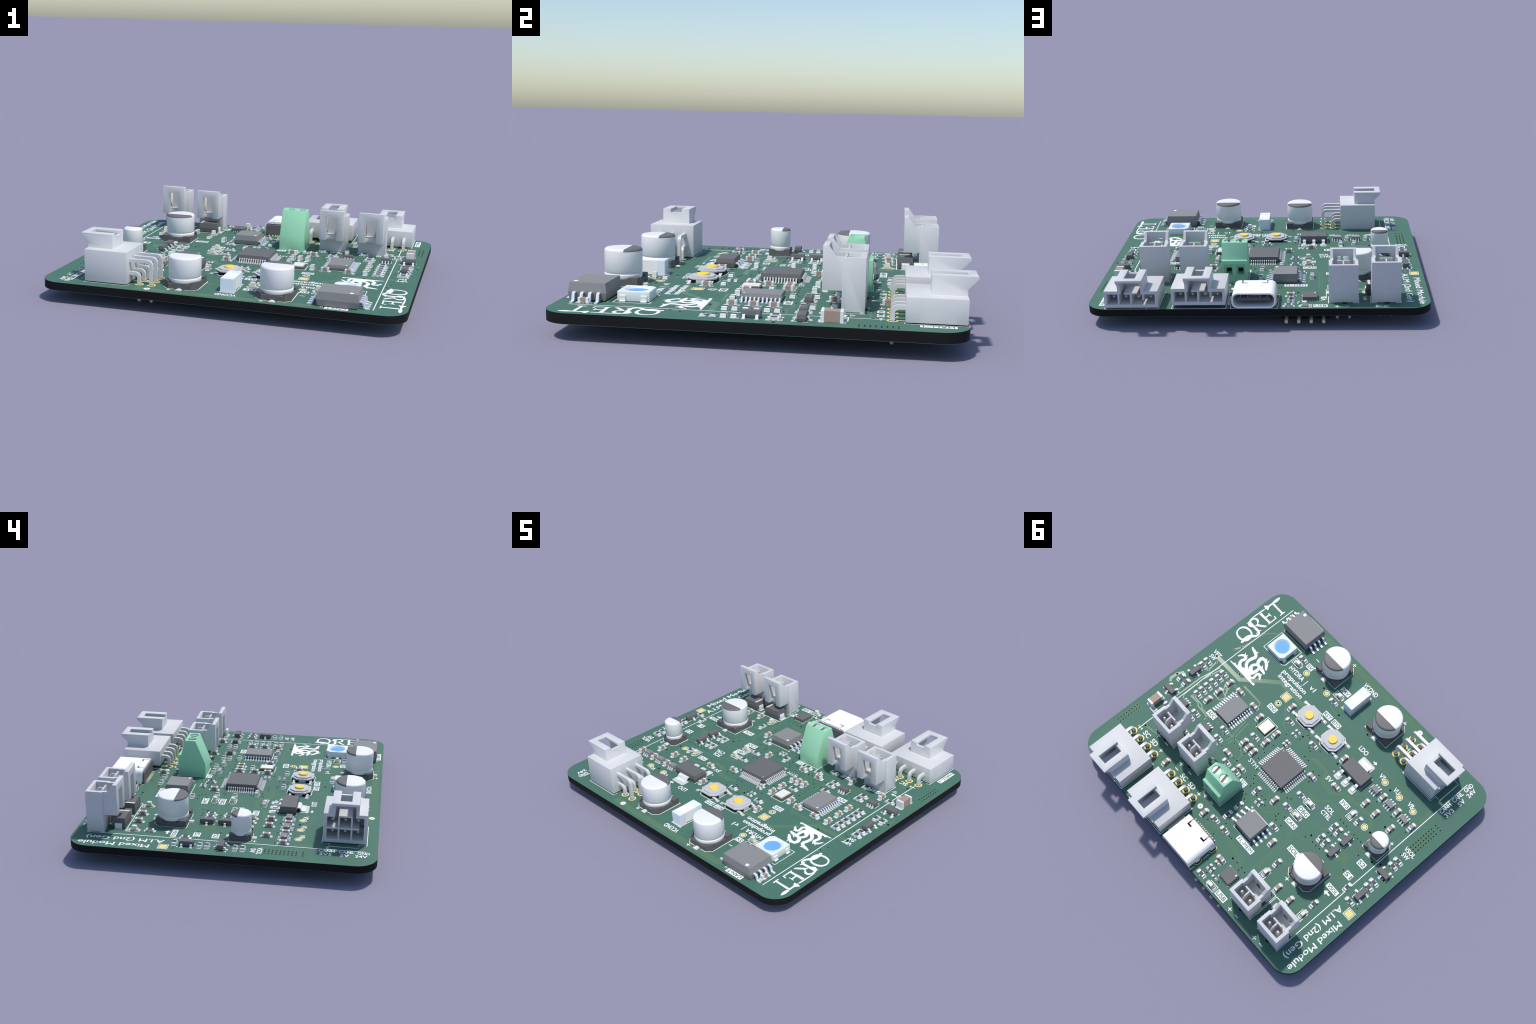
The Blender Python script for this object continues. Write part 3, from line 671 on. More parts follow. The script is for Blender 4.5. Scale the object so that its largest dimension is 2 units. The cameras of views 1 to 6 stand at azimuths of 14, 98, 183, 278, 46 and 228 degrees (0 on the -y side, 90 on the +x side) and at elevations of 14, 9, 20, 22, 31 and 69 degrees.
# ------------------------------------------- right-angle lever sockets
def latch(zt, yf, name, zb):
    """lever arch on top of a right-angle housing; front face at y = yf, zt = top of the box"""
    g = G(); t = zt + 2.84
    g.side([(yf - 5.08, zb), (yf - 5.08, t), (yf + 1.34, t), (yf + 1.43, t - 0.12), (yf + 1.43, t - 0.42), (yf - 0.02, zt + 0.95), (yf - 0.02, zb)], -2.67, 2.67, 'plastic')
    return g.mesh(name)
def right_angle_housing(half, depth, zt, rows, n, name):
    """front face at y = depth, back at y = 0"""
    z0 = 0.22
    g = G(); g.box(-half, half, 0, depth, z0, zt, 'plastic'); a = g.mesh("a")
    me = union([a, latch(zt, depth, "b", zt - 0.4)])
    cuts = []
    g = G(); t = zt + 2.84
    # hollow of the lever arch, open at the front
    g.box(-2.05, 2.05, depth - 4.45, depth + 3, zt - 0.36, t - 0.62, 'plastic'); cuts.append(g.mesh("c"))
    # window in the roof of the arch
    g = G(); g.box(-1.14, 1.14, depth - 6, depth + 0.05, t - 0.66, t + 2, 'plastic'); cuts.append(g.mesh("c"))
    # cells
    pitch = 2.54; first = -(n - 1) / 2 * pitch
    ch = (zt - z0 - 1.35 - 0.32 * (rows - 1)) / rows
    for r in range(rows):
        for i in range(n):
            g = G(); zc = z0 + 0.68 + r * (ch + 0.32)
            x0 = first + pitch * i - 1.11; x1 = first + pitch * i + 1.11
            top = zc + ch
            if r == rows - 1 and abs((x0 + x1) / 2) < 1.6 and n == 4: top = zc + ch
            g.box(x0, x1, depth - 4.3, depth + 2, zc, top, 'plastic'); cuts.append(g.mesh("c"))
    g = G(); g.box(-half - 1, half + 1, 1.9, depth - 2.0, -0.2, z0 + 0.12, 'plastic'); 
    me = boolean(me, cuts)
    # clearance either side of the centre shelf under the arch
    cuts = []
    for s in (-1, 1):
        g = G(); g.box(*sorted((s * 1.34, s * 2.05)), depth - 4.3, depth + 2, zt - 0.9, zt + 0.3, 'plastic'); cuts.append(g.mesh("c"))
    # polarising gap in one divider
    g = G(); xg = 2.54 * (0.5 if n == 3 else 1.0)
    if rows == 1: g.box(-2.9, -2.2, depth - 4.2, depth + 1, z0 + 0.68, z0 + 0.68 + ch * 0.45, 'plastic')
    else: g.box(-3.68, -2.75, depth - 5.2, depth + 1, z0 + 1.6, zt - 1.0, 'plastic')
    cuts.append(g.mesh("c"))
    g = G(); g.box(-half + 1.1, half - 1.1, -0.1, 1.0, 0, z0 + 0.1, 'plastic')
    me = rounded(boolean(me, cuts), 0.06, name)
    return me
def bent_pin(reach, z, zend, a=0.64):
    g = G(); pts = []
    R = 0.75
    pts.append((2.4, z)); pts.append((-reach + R, z))
    for d in (22, 45, 68): pts.append((-reach + R - R * math.sin(math.radians(d)), z - R + R * math.cos(math.radians(d))))
    pts.append((-reach, z - R)); pts.append((-reach, zend))
    g.sweep(pts, a, a, 'pin')
    def r(zz, s): return [(-s, -reach - s, zz), (s, -reach - s, zz), (s, -reach + s, zz), (-s, -reach + s, zz)]
    g.loft([r(zend + 0.02, a * 0.499), r(zend - 0.45, a * 0.28)], 'pin')
    g.loft([[(-q, yy, z - q), (q, yy, z - q), (q, yy, z + q), (-q, yy, z + q)] for yy, q in ((2.3, a / 2), (6.5, a / 2), (7.0, a * 0.3))], 'pin')
    return g.mesh("bent_pin", smooth_angle=40)
H4 = right_angle_housing(5.5, 8.62, 3.8, 1, 4, "four_way_housing")
P4 = bent_pin(1.8, 2.03, -2.95)
g = G(); g.box(-5.35, -2.0, 0.02, 1.8, 0.0, 0.24, 'plastic'); g.box(2.0, 5.35, 0.02, 1.8, 0.0, 0.24, 'plastic'); FEET4 = g.mesh("standoff_foot")
for x, dz in ((25.74, 0.0), (11.97, 0.5)):
    o = part("four_way_socket", H4, x, 20.99, dz)
    for i in range(4):
        sx = -3.81 + 2.54 * i; put("bent_pin", P4, o, sx, 0)
        GOLD.append(ring(x + sx, 19.2, 0.86, 0.5)); HOLES.append([circle(x + sx, 19.2, 0.52)])
    x0, x1, y0, y1 = x - 5.55, x + 5.55, 20.85, 29.85
    line([(x0 + 0.8, y0), (x0, y0), (x0, y1), (x1, y1), (x1, y0), (x1 - 0.8, y0)])
H6 = right_angle_housing(4.32, 8.58, 6.42, 2, 3, "six_way_housing")
PU = bent_pin(4.38, 4.60, -2.95); PL = bent_pin(1.92, 2.10, -2.95)
o = part("six_way_socket", H6, -17.81, -24.42, 0, 90)
for i in range(3):
    sx = -2.54 + 2.54 * i
    put("bent_pin", PU, o, sx); put("bent_pin", PL, o, sx)
    for gx in (-13.43, -15.89):
        GOLD.append(ring(gx, -24.42 + sx, 0.86, 0.5)); HOLES.append([circle(gx, -24.42 + sx, 0.52)])
line([(-26.6, -28.9), (-17.65, -28.9), (-17.65, -27.9)]); line([(-17.65, -21.0), (-17.65, -19.97), (-26.6, -19.97), (-26.6, -21.5), (-27.9, -21.5), (-27.9, -27.3), (-26.6, -27.3), (-26.6, -28.9)])

# ------------------------------------------------------------- screw terminal
YT = 0.4467 / S; XT = 0.1625 / S
prof = [(0.2645, ZT), (0.266, 0.209), (0.331, 0.366), (0.401, 0.366), (0.4262, 0.2645), (0.4467, 0.2635), (0.4467, ZT)]
prof = [(y / S - YT, (z - ZT) / S) for y, z in prof]
g = G(); g.side(prof, -2.76, 2.76, 'term'); tb = g.mesh("t")
cuts = []
zt = (0.366 - ZT) / S
for sx in (-1.27, 1.27):
    g = G(); g.lathe([(1.02, zt - 0.45), (1.02, zt + 1)], 36, 'term', sx, (0.362 / S) - YT, smooth=False); cuts.append(g.mesh("c"))
    # wire funnel
    zc, w0, w1 = (0.191 - ZT) / S, 1.06, 0.68
    def q(y, w, zl, zh): return [(sx - w, y, zl), (sx + w, y, zl), (sx + w, y, zh), (sx - w, y, zh)]
    g = G(); g.loft([q(-0.75, w1, 1.72, 3.42), q(0.3, w0 + 0.1, 0.25, 4.85)], 'term'); cuts.append(g.mesh("c"))
    g = G(); g.loft([q(-3.0, w1 - 0.1, 1.85, 3.3), q(-0.5, w1 - 0.1, 1.85, 3.3)], 'term'); cuts.append(g.mesh("c"))
tb = rounded(boolean(tb, cuts), 0.05, "terminal_housing")
o = part("screw_terminal", tb, XT, YT)
g = G(); g.lathe([(0.98, 0), (0.98, 0.2), (0.92, 0.26)], 36, 'screw', smooth=False); sc = g.mesh("s")
g = G(); g.box(-0.3, 0.3, -1.5, 1.5, 0.1, 1, 'slot'); ct = g.mesh("c")
sc = boolean(sc, [ct]); sc.name = "terminal_screw"
g = G(); g.loft([[(-0.78, 0, -0.94), (0.78, 0, -0.94), (0.78, 0, 0.94), (-0.78, 0, 0.94)], [(-0.78, 0.12, -0.94), (0.78, 0.12, -0.94), (0.78, 0.12, 0.94), (-0.78, 0.12, 0.94)]], 'tin_frame'); fr = g.mesh("f")
g = G(); g.box(-0.6, 0.6, -1, 1, -0.75, 0.75, 'tin_frame'); fr = boolean(fr, [g.mesh("c")]); fr.name = "clamp_cage"
g = G(); g.box(-0.62, 0.62, -2.9, -2.7, 1.8, 3.4, 'sw_base'); bk = g.mesh("clamp_back")
for i, sx in enumerate((-1.27, 1.27)):
    put("terminal_screw", sc, o, sx, (0.362 / S) - YT, zt - 0.5, 8 if i else 12)
    put("clamp_cage", fr, o, sx, -0.83, 2.57); put("clamp_back", bk, o, sx, 0, 0)
g = G(); square_pin(g, 0, 0, -3.6, 1.0, 0.4, 'pin'); tp = g.mesh("terminal_pin")
for sx in (-1.27, 1.27): put("terminal_pin", tp, o, sx, -3.2)
SILK.append(frame(XT - 2.95, XT + 2.95, YT - 6.6, YT + 0.2, 0.13))

# ------------------------------------------------------------------- USB inlet
def stadium(hw, z0, z1, y, n=7):
    r = (z1 - z0) / 2 * 0.78; out = []
    for cx, cz, a0 in ((hw - r, z1 - r, 0), (-hw + r, z1 - r, 90), (-hw + r, z0 + r, 180), (hw - r, z0 + r, 270)):
        for i in range(n + 1):
            a = math.radians(a0 + 90 * i / n); out.append((cx + r * math.cos(a), y, cz + r * math.sin(a)))
    return out
UX, UY = 0.0207 / S, 0.8455 / S
g = G(); g.loft([stadium(4.47, 0.12, 3.34, -7.25), stadium(4.47, 0.12, 3.34, 0)], 'shell'); sh = g.mesh("u")
g = G(); g.loft([stadium(4.17, 0.40, 3.06, -6.6), stadium(4.17, 0.40, 3.06, 0.5)], 'shell'); c1 = g.mesh("c")
cuts = [c1]
for s in (-1, 1):       # spring slots in the roof and notches at the back
    g = G(); g.box(*sorted((s * 1.55, s * 2.75)), -5.95, -5.55, 2.8, 4, 'shell'); cuts.append(g.mesh("c"))
    g = G(); g.box(*sorted((s * 2.75, s * 2.45)), -8, -5.6, 2.8, 4, 'shell'); cuts.append(g.mesh("c"))
    g = G(); g.box(*sorted((s * 1.2, s * 1.75)), -4.35, -4.05, 3.27, 4, 'shell'); cuts.append(g.mesh("c"))
    g = G(); g.box(*sorted((s * 4.2, s * 5)), -7.0, -6.2, 1.9, 2.75, 'shell'); cuts.append(g.mesh("c"))
sh = boolean(sh, cuts); sh.name = "usb_shell"
for p in sh.polygons: p.use_smooth = True
sh.set_sharp_from_angle(angle=math.radians(40))
usb = part("usb_socket", sh, UX, UY)
g = G(); g.box(-3.35, 3.35, -6.5, -0.9, 1.35, 2.08, 'tongue', 0.1); put("contact_tongue", g.mesh("contact_tongue", bevel=0.06), usb)
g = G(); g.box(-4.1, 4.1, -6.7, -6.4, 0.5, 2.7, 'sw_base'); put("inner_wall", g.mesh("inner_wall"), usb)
g = G(); g.box(-4.1, 4.1, -7.55, -7.2, 0.15, 2.85, 'ic', 0.3); put("rear_block", g.mesh("rear_block", bevel=0.06), usb)
g = G(); g.box(-0.13, 0.13, -4.2, 0, 0, 0.04, 'gold_pin'); CT = g.mesh("contact_strip")
for i, sx in enumerate((-2.75, -1.25, -0.75, -0.25, 0.25, 0.75, 1.25, 2.75)):
    put("contact_strip", CT, usb, sx, -1.15 if abs(sx) > 1 else -1.5, 2.07)
g = G(); g.box(-0.12, 0.12, -0.75, 0.1, 0.03, 0.2, 'gold_pin', 0.03); UP = g.mesh("contact_foot")
for sx in (-3.2, -2.4, -1.75, -1.25, -0.75, -0.25, 0.25, 0.75, 1.25, 1.75, 2.4, 3.2):
    put("contact_foot", UP, usb, sx, -7.35); SOLDER.append([rect(UX + sx, UY - 7.7, 0.32, 1.0)])
g = G(); g.box(-0.14, 0.14, -0.55, 0.55, -1.2, 1.25, 'shell'); LG = g.mesh("shell_lug")
for s in (-1, 1):
    for yy in (-2.35, -6.5):
        put("shell_lug", LG, usb, s * 4.4, yy)
        GOLD.append([rrect(UX + s * 4.4, UY + yy, 1.15, 1.95, 0.55), rrect(UX + s * 4.4, UY + yy, 0.85, 1.6, 0.42)])
        HOLES.append([rrect(UX + s * 4.4, UY + yy, 0.85, 1.6, 0.42)])
    line([(UX + s * 4.75, UY + 0.15), (UX + s * 4.75, UY - 1.1)]); line([(UX + s * 4.75, UY - 3.6), (UX + s * 4.75, UY - 5.2)])
line([(UX - 4.75, 29.85), (UX + 4.75, 29.85)])

# -------------------------------------------- programming header underneath
g = G(); g.box(-5.08, 5.08, -1.3, 1.3, -2.54, -0.01, 'header'); HB = g.mesh("header_block", bevel=0.12)
hd = part("pin_header", HB, -9.63, 24.2, -TH)
g = G()
def ypin(g, y0, y1, a, z):
    def r(y, s): return [(-s, y, z - s), (s, y, z - s), (s, y, z + s), (-s, y, z + s)]
    g.loft([r(y0, a), r(y1 - 0.3, a), r(y1, a * 0.62)], 'gold_pin')
ypin(g, 0.9, 6.12, 0.32, -1.22); HP = g.mesh("header_pin", bevel=0.04)
for i in range(4): put("header_pin", HP, hd, -3.81 + 2.54 * i)

# ----------------------------------------------------------------- inked words
PRINT = {}
def cap_height():
    cu = bpy.data.curves.new("t", 'FONT'); cu.body = "H"; o = bpy.data.objects.new("t", cu); COL.objects.link(o)
    bpy.context.view_layer.update(); h = o.dimensions.y; bpy.data.objects.remove(o); bpy.data.curves.remove(cu); return h
CAPH = cap_height()
def words(txt, x, y, w, h, rot, k='silk', z=Z_SILK, bold=0.022, parent=None):
    """text centred on (x, y), w mm long with capitals h mm tall"""
    cu = bpy.data.curves.new("t", 'FONT'); cu.body = txt; cu.align_x = 'CENTER'; cu.resolution_u = 3
    cu.offset = 0.0 if 'M' in txt else bold; cu.extrude = 0.5
    o = bpy.data.objects.new("t", cu); COL.objects.link(o)
    dg = bpy.context.evaluated_depsgraph_get(); me = bpy.data.meshes.new_from_object(o.evaluated_get(dg))
    bpy.data.objects.remove(o); bpy.data.curves.remove(cu)
    xs = [v.co.x for v in me.vertices]; mx = (min(xs) + max(xs)) / 2; sx = w * S / (max(xs) - min(xs)); sy = h * S / CAPH
    t = 0.02
    for v in me.vertices: v.co = ((v.co.x - mx) * sx, (v.co.y - CAPH / 2) * sy, (v.co.z + 0.5) * t * S)
    if 'M' in txt and k == 'silk' and len(txt) > 5:      # heavier pen: a second pass, a hair to one side and above
        bm = bmesh.new(); bm.from_mesh(me); d = 0.07 * S
        bmesh.ops.translate(bm, verts=bm.verts, vec=(d, d * 0.6, 0.003 * S)); bm.from_mesh(me); bm.to_mesh(me); bm.free()
    me.materials.append(M[k]); me.name = "printed_word"
    return put("printed_word", me, parent or SILKOBJ, x, y, z, rot)

def plate(txt, x, y, lx, ly, rot):
    """knocked-out label: white block with mask-coloured letters"""
    SILK.append([rrect(x, y, lx, ly, 0.08)])
    LATE.append((txt, x, y, (lx if rot == 180 else ly) * 0.86, (ly if rot == 180 else lx) * 0.66, rot, 'mask', Z_INV, 0.014))
LATE = []
for a in [("GND", 13.18, -8.21, 2.5, 1.35, 180), ("ADC", 21.0, 3.35, 2.5, 1.35, 180), ("RST", 3.42, -16.52, 2.4, 1.3, 180), ("BTO", 0.62, -16.56, 2.4, 1.3, 180),
          ("5V", 15.3, -21.65, 1.85, 1.3, 180), ("24V", 5.16, -23.6, 2.6, 1.3, 180), ("DBG", -10.17, 2.94, 3.0, 1.35, 180), ("CAN", -10.38, 6.72, 3.0, 1.35, 180),
          ("3V3", -14.85, -5.07, 2.45, 1.3, 180), ("SOL", -15.5, 10.5, 2.95, 1.4, 180), ("S2", -27.17, 1.28, 1.95, 1.45, 180), ("S1", -27.13, 5.13, 1.95, 1.45, 180),
          ("VSOL", -27.2, 9.75, 3.15, 1.15, 180), ("FL-MEM", -7.53, 17.45, 4.95, 1.22, 180), ("USB", -12.79, 28.6, 2.9, 1.4, 180), ("HALL-1", 32.3, 25.55, 1.15, 5.1, 270),
          ("HALL-2", 5.65, 25.55, 1.15, 4.6, 270), ("CAN-T", 22.84, -30.0, 4.3, 1.15, 180), ("TC", 3.72, 8.62, 2.0, 1.25, 180), ("PT2", 24.3, 11.0, 2.6, 1.1, 180), ("PT1", 15.64, 11.0, 2.6, 1.1, 180),
          ("VREF", 30.35, 12.5, 2.6, 1.1, 180)]:
    plate(*a)

# plus / minus marks
for x, y, s in [(24.83, 15.62, .5), (21.64, 17.55, .5), (16.02, 16.09, .5), (8.04, 17.68, .5), (6.72, 16.87, .5), (-16.17, 28.96, .5), (-24.11, 28.98, .5),
                (8.88, -29.8, .45), (-9.47, -28.47, .45), (-28.15, -6.74, .4), (-19.12, 15.53, .5)]:
    SILK.append([[(x - s, y - .09), (x - .09, y - .09), (x - .09, y - s), (x + .09, y - s), (x + .09, y - .09), (x + s, y - .09), (x + s, y + .09), (x + .09, y + .09),
                  (x + .09, y + s), (x - .09, y + s), (x - .09, y + .09), (x - s, y + .09)]])
for x, y in [(22.07, 15.66), (15.89, 17.66), (13.18, 16.08), (4.64, 16.83), (-18.23, 28.91), (-26.16, 28.91), (15.41, -24.15)]: line([(x - .5, y), (x + .5, y)], 0.2)
SILK.append([[(28.9, 17.5), (29.9, 17.5), (29.9, 17.65), (28.9, 17.65)]]); SILK.append([[(28.55, 17.3), (28.8, 17.3), (28.8, 17.85), (28.55, 17.85)]])
SILK.append([[(-11.6, -16.6), (-12.1, -16.6), (-12.1, -16.3), (-12.75, -16.75), (-12.1, -17.2), (-12.1, -16.9), (-11.6, -16.9)]])
SILK.append([[(-27.75, 11.4), (-26.95, 11.4), (-26.95, 11.85), (-26.2, 11.2), (-26.95, 10.55), (-26.95, 11.0), (-27.75, 11.0)]])
SILK.append([offset_line([(-14.75, -25.2), (-14.75, -23.9)], 0.16)]); SILK.append([offset_line([(-14.2, -24.7), (-14.7, -24.7)], 0.16)])

# team logo: serif letters whose T-bar is a small rocket with a ribbon of exhaust
LOGO = {
'rocket': [(34.12,-25.01),(34.18,-26.45),(34.32,-26.94),(34.34,-27.56),(34.28,-28.12),(34.07,-28.6),(33.85,-28.45),(33.66,-27.95),(33.58,-27.39),(33.64,-26.84),(33.8,-26.49),(33.76,-26.22),
    (33.75,-24.87),(33.36,-24.44),(33.27,-24.1),(33.45,-24.01),(33.73,-24.13),(33.82,-23.91),(34.06,-23.87),(34.23,-24.08),(34.67,-24.04),(34.8,-24.21),(34.6,-24.52)],
'stem_t': [(33.75,-25.94),(33.65,-26.48),(30.58,-26.38),(30.47,-26.48),(30.4,-26.91),(30.17,-26.88),(30.15,-25.38),(30.37,-25.38),(30.47,-25.9),(30.62,-25.94)],
'letter_e': [(33.8,-21.85),(33.79,-22.5),(32.3,-22.48),(32.26,-23.47),(32.45,-23.57),(32.66,-23.57),(32.62,-23.78),(31.46,-23.77),(31.48,-23.58),(31.83,-23.58),(31.92,-23.48),(31.95,-22.48),
    (30.5,-22.5),(30.47,-23.8),(30.57,-24.0),(31.14,-24.13),(31.09,-24.33),(30.21,-24.26),(30.19,-21.75),(30.34,-21.7),(30.49,-21.95),(30.67,-21.98)],
'exhaust': [(34.12,-23.8),(33.83,-23.73),(33.91,-22.12),(33.99,-20.51),(33.96,-19.77),(33.77,-19.19),(33.38,-18.68),(33.71,-18.31),(33.71,-17.87),(33.85,-17.91),(33.83,-18.41),(34.02,-18.98),(34.23,-19.76),(34.25,-20.85),(34.23,-22.39)],
'stem_r': [(33.7,-18.48),(33.55,-19.0),(30.43,-19.03),(30.34,-19.45),(30.17,-19.41),(30.2,-17.88),(30.37,-17.93),(30.41,-18.35),(30.62,-18.42),(32.2,-18.4),(32.5,-18.05),(32.95,-17.84),(33.52,-18.06)],
'bowl_r': [(33.57,-19.02),(33.66,-19.63),(33.48,-20.08),(32.99,-20.25),(32.5,-20.1),(32.07,-19.65),(32.2,-19.11),(31.87,-19.18),(30.26,-20.49),(30.12,-20.73),(30.23,-21.27),(30.48,-20.98),(32.0,-19.78),
    (32.21,-20.37),(32.6,-20.7),(32.99,-20.8),(33.4,-20.73),(33.78,-20.45),(33.92,-19.97),(33.9,-19.36),(33.68,-18.82)],
'sash': [(31.0,-13.53),(31.18,-14.57),(31.29,-15.61),(31.15,-16.32),(30.82,-16.86),(30.27,-17.34),(29.99,-17.82),(29.94,-18.19),(30.34,-18.36),(30.31,-18.93),(29.9,-18.78),(29.58,-18.37),(29.5,-17.76),
    (29.72,-17.12),(30.23,-16.37),(30.63,-15.75),(30.71,-14.88),(30.38,-13.83)],
}
Q_OUT = [(33.44,-14.29),(33.92,-14.92),(34.14,-15.76),(33.98,-16.57),(33.52,-17.19),(32.81,-17.54),(31.88,-17.59),(31.1,-17.4),(30.59,-17.05),(30.22,-16.54),(30.06,-15.87),(30.06,-15.16),(30.36,-14.58),(30.93,-14.24),(31.64,-13.95),(32.53,-13.94)]
Q_IN = [(33.3,-14.7),(33.68,-15.19),(33.75,-15.9),(33.44,-16.54),(32.86,-16.93),(32.05,-17.08),(31.39,-17.06),(30.88,-16.79),(31.21,-16.25),(31.35,-15.54),(31.28,-14.53),(32.02,-14.45),(32.71,-14.44)]
def soften(lp, n=2):
    """Chaikin corner cutting, for the curved shapes"""
    for _ in range(n):
        out = []
        for i in range(len(lp)):
            a, b = Vector(lp[i]), Vector(lp[(i + 1) % len(lp)])
            out += [tuple(a * .75 + b * .25), tuple(a * .25 + b * .75)]
        lp = out
    return lp
logo = []
for i, (k, lp) in enumerate(LOGO.items()):
    logo.append(([[tuple(v) for v in (soften(lp, 1) if k in ('rocket', 'bowl_r', 'sash', 'exhaust') else lp)]], i))
logo.append(([soften(Q_OUT), soften(Q_IN)], len(LOGO)))

# many-headed serpent emblem: a wedge with tapering necks
def smooth_path(p, n=5):
    out = []
    for i in range(len(p) - 1):
        p0, p1, p2, p3 = (Vector(p[max(min(j, len(p) - 1), 0)]) for j in (i - 1, i, i + 1, i + 2))
        for s in range(n):
            t = s / n
            out.append(0.5 * ((2 * p1) + (p2 - p0) * t + (2 * p0 - 5 * p1 + 4 * p2 - p3) * t * t + (3 * p1 - p0 - 3 * p2 + p3) * t ** 3))
    out.append(Vector(p[-1])); return out
NECKS = [
 [(25.88,-9.18,.78),(26.8,-9.9,.67),(27.1,-10.69,.64),(26.9,-11.31,.64),(27.02,-11.94,.61),(27.55,-12.09,.58),(28.09,-11.72,.5),(28.37,-11.27,.34),(28.57,-10.84,.24)],
 [(24.55,-10.1,.74),(25.54,-10.84,.67),(26.0,-11.71,.67),(25.91,-12.71,.71),(25.69,-13.6,.74),(26.05,-14.21,.61),(27.07,-14.58,.64),(27.62,-14.7,.47),(28.18,-14.92,.34)],
 [(23.68,-10.72,.74),(24.44,-11.36,.67),(24.39,-12.11,.61),(23.95,-12.81,.64),(24.33,-13.52,.74),(24.5,-14.35,.74),(23.94,-14.86,.67),(23.06,-14.74,.61),(22.36,-14.28,.67),(21.9,-13.79,.51),(21.43,-13.39,.4)],
 [(22.95,-10.68,.74),(22.81,-11.73,.67),(22.97,-12.55,.61),(23.7,-12.98,.54)],
 [(23.75,-12.7,.5),(22.84,-12.83,.6),(22.09,-12.68,.72),(21.52,-12.59,.54),(20.94,-12.38,.37)],
 [(22.48,-9.22,.4),(21.91,-9.81,.51),(21.98,-10.54,.54),(22.02,-11.26,.51),(21.57,-11.46,.57),(21.03,-11.14,.47),(20.53,-10.52,.3)],
]
WEDGE = [(28.87,-8.58),(28.71,-8.83),(27.9,-8.88),(27.61,-9.28),(26.9,-9.02),(26.86,-9.32),(26.54,-9.44),(25.84,-9.73),(25.25,-9.91),(24.64,-10.37),(24.22,-10.6),(23.44,-11.0),(23.06,-11.2),
    (22.68,-11.3),(22.5,-10.64),(22.85,-9.9),(22.64,-9.65),(22.15,-9.91),(22.08,-9.17),(21.15,-8.87),(20.88,-9.12),(20.41,-9.11),(20.32,-8.64),(20.64,-8.53)]
HORNS = [[(27.8,-12.26),(28.17,-12.76),(27.69,-12.57)],[(26.65,-14.86),(26.01,-15.13),(26.19,-14.56)],[(23.44,-15.06),(23.79,-15.61),(23.03,-15.15)],[(22.86,-14.96),(22.89,-15.8),(22.49,-14.89)],
    [(22.73,-13.08),(22.98,-13.69),(22.36,-13.26)],[(21.41,-11.71),(21.27,-12.12),(21.11,-11.55)],[(24.82,-15.12),(24.04,-15.13),(24.17,-14.85)],[(24.57,-10.7),(24.68,-11.08),(24.24,-10.52)],[(27.45,-12.65),(27.09,-12.69),(27.17,-12.41)]]
emblem = [([WEDGE], 0)]
for i, nk in enumerate(NECKS):
    sm = smooth_path(nk); emblem.append(([offset_line([(p.x, p.y) for p in sm], [p.z * 1.13 for p in sm])], i + 1))
for i, h in enumerate(HORNS): emblem.append(([h], 8 + i * 0.5))

# -------------------------------------------------------- write the thin layers
part("solder_pads", flat(SOLDER, Z_PAD, 'solder', "solder_pads", t=0.03), 0, 0, kind="stuff")
part("gold_pads", flat(GOLD, Z_PAD + 0.004, 'gold', "gold_pads", t=0.02), 0, 0, kind="stuff")
part("drill_holes", flat(HOLES, Z_HOLE, 'hole', "drill_holes", t=0.012), 0, 0, kind="stuff")
# neighbouring outlines get slightly different heights so that crossings never share a plane
bm = bmesh.new()
for i in range(9):
    grp = SILK[i::9]
    if not grp: continue
    me = flat(grp, Z_SILK + i * 0.0012, 'silk', "ink", t=0.014); bm.from_mesh(me); bpy.data.meshes.remove(me)
me = bpy.data.meshes.new("silkscreen"); bm.to_mesh(me); bm.free(); me.materials.append(M['silk'])
SILKOBJ = part("silkscreen", me, 0, 0)
def layered(items, name):
    bm = bmesh.new()
    for loops, i in items:
        me = flat([loops], Z_SILK + i * 0.0016, 'silk', "ink", t=0.014); bm.from_mesh(me); bpy.data.meshes.remove(me)
    me = bpy.data.meshes.new(name); bm.to_mesh(me); bm.free(); me.materials.append(M['silk'])
    return put(name, me, SILKOBJ)
layered(logo, "team_logo"); layered(emblem, "serpent_emblem")
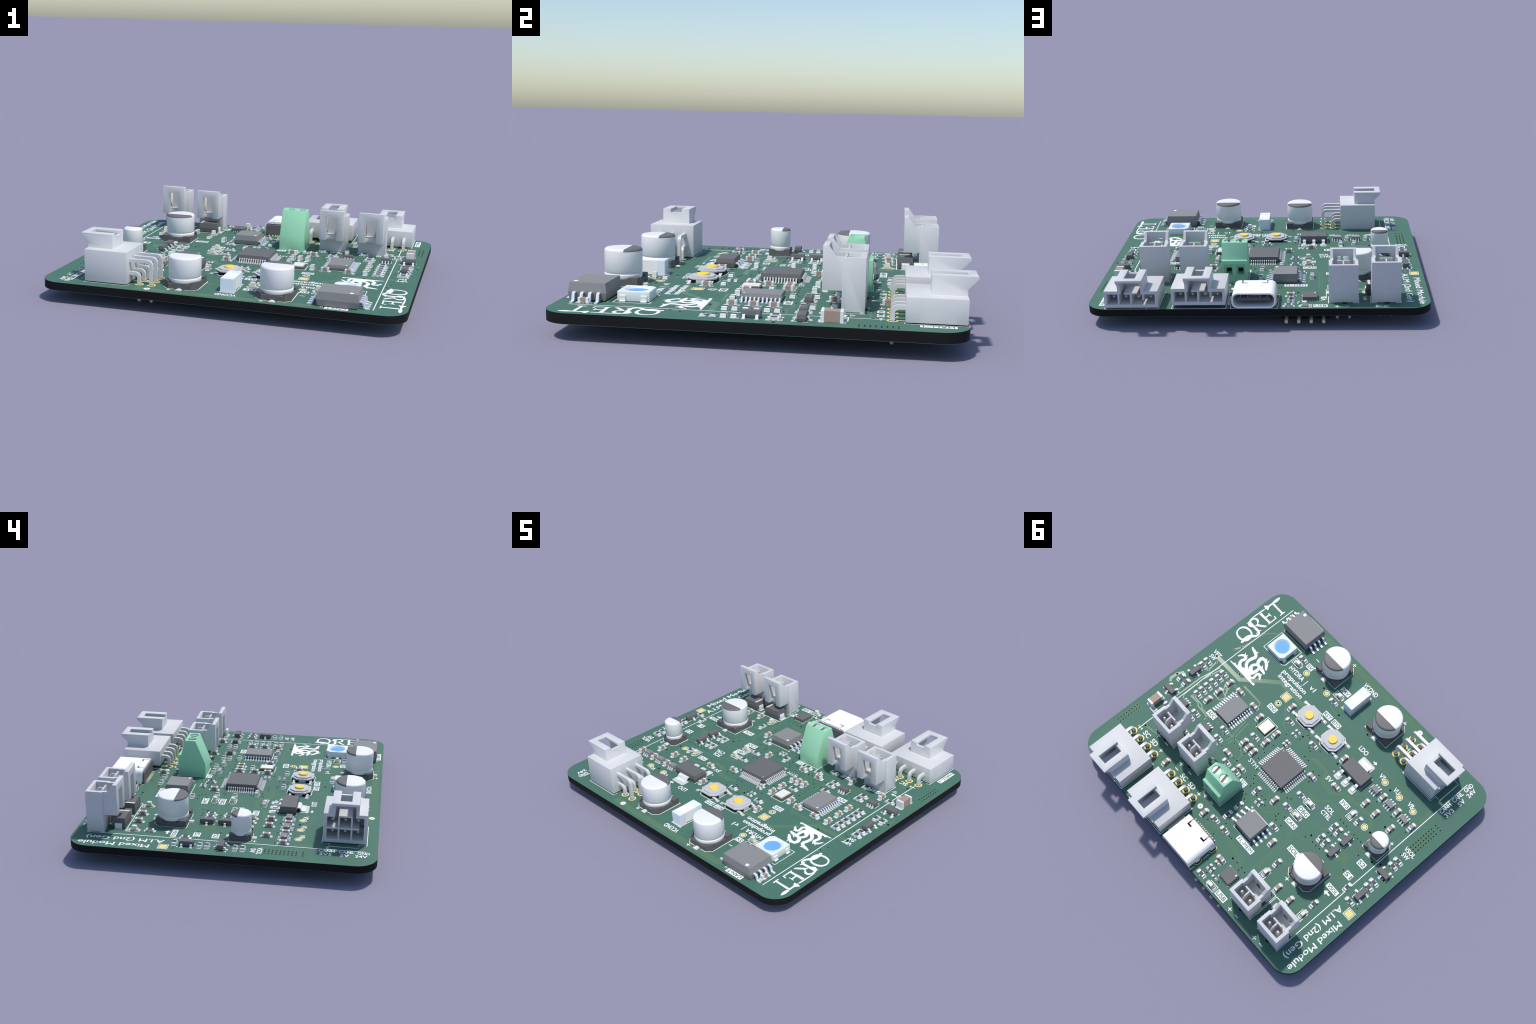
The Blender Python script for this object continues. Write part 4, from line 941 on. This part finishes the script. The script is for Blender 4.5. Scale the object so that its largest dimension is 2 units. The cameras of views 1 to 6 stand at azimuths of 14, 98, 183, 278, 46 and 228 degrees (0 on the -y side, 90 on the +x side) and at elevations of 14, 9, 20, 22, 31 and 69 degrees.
for a in LATE: words(*a)
for t, x, y, w, h, r in [
    ("HYDRA", 16.1, -18.25, 4.6, 1.1, 180), ("|", 12.95, -18.3, 0.16, 1.2, 180), ("v1", 10.75, -18.42, 1.5, 1.1, 180), ("propulsion", 14.86, -16.5, 7.7, 1.1, 180), ("integration", 14.65, -15.0, 7.8, 1.1, 180),
    ("VPT", 32.15, -7.6, 2.3, 1.0, 180), ("SW", 32.13, -6.19, 1.7, 1.0, 180), ("VCOND", 1.68, -28.32, 4.2, 1.1, 180), ("LDO", -8.27, -16.86, 2.5, 1.1, 180),
    ("VS", -15.57, -15.78, 1.5, 1.05, 180), ("VU", -20.1, -15.83, 1.5, 1.05, 180), ("VB", -24.55, -15.9, 1.5, 1.05, 180),
    ("CANH", -29.95, -21.2, 3.1, 0.95, 270), ("CANL", -29.95, -25.05, 3.0, 0.95, 270), ("GND", -30.0, -28.4, 2.4, 0.95, 270),
    ("3V3", -31.3, -21.06, 2.4, 0.95, 270), ("5V", -31.4, -24.77, 1.8, 0.95, 270), ("24V", -31.3, -27.95, 2.4, 0.95, 270),
    ("VSOL", -32.16, -8.31, 2.9, 1.0, 180), ("SW", -32.16, -7.0, 1.8, 1.0, 180), ("STM", 5.72, 3.89, 2.6, 1.0, 180), ("5V", -8.2, -6.45, 1.6, 1.0, 180),
    ("SOL", -13.66, -1.71, 2.4, 1.0, 180), ("CTRL", -13.94, -0.3, 2.7, 1.0, 180), ("SC", 26.81, 17.52, 1.85, 1.1, 180), ("SD", 24.12, 17.52, 1.85, 1.1, 180),
    ("SC", 13.2, 17.64, 1.85, 1.1, 180), ("SD", 10.55, 17.62, 1.85, 1.1, 180), ("Mixed Module", -33.65, 20.55, 14.4, 1.35, 90), ("A.I.M (2nd Gen)", -31.3, 18.8, 15.9, 1.35, 90),
    ("VN", -22.0, 24.9, 1.9, 0.8, 270), ("VB", -13.42, 24.8, 2.2, 1.05, 270)]:
    words(t, x, y, w, h, r)

bpy.context.view_layer.update()
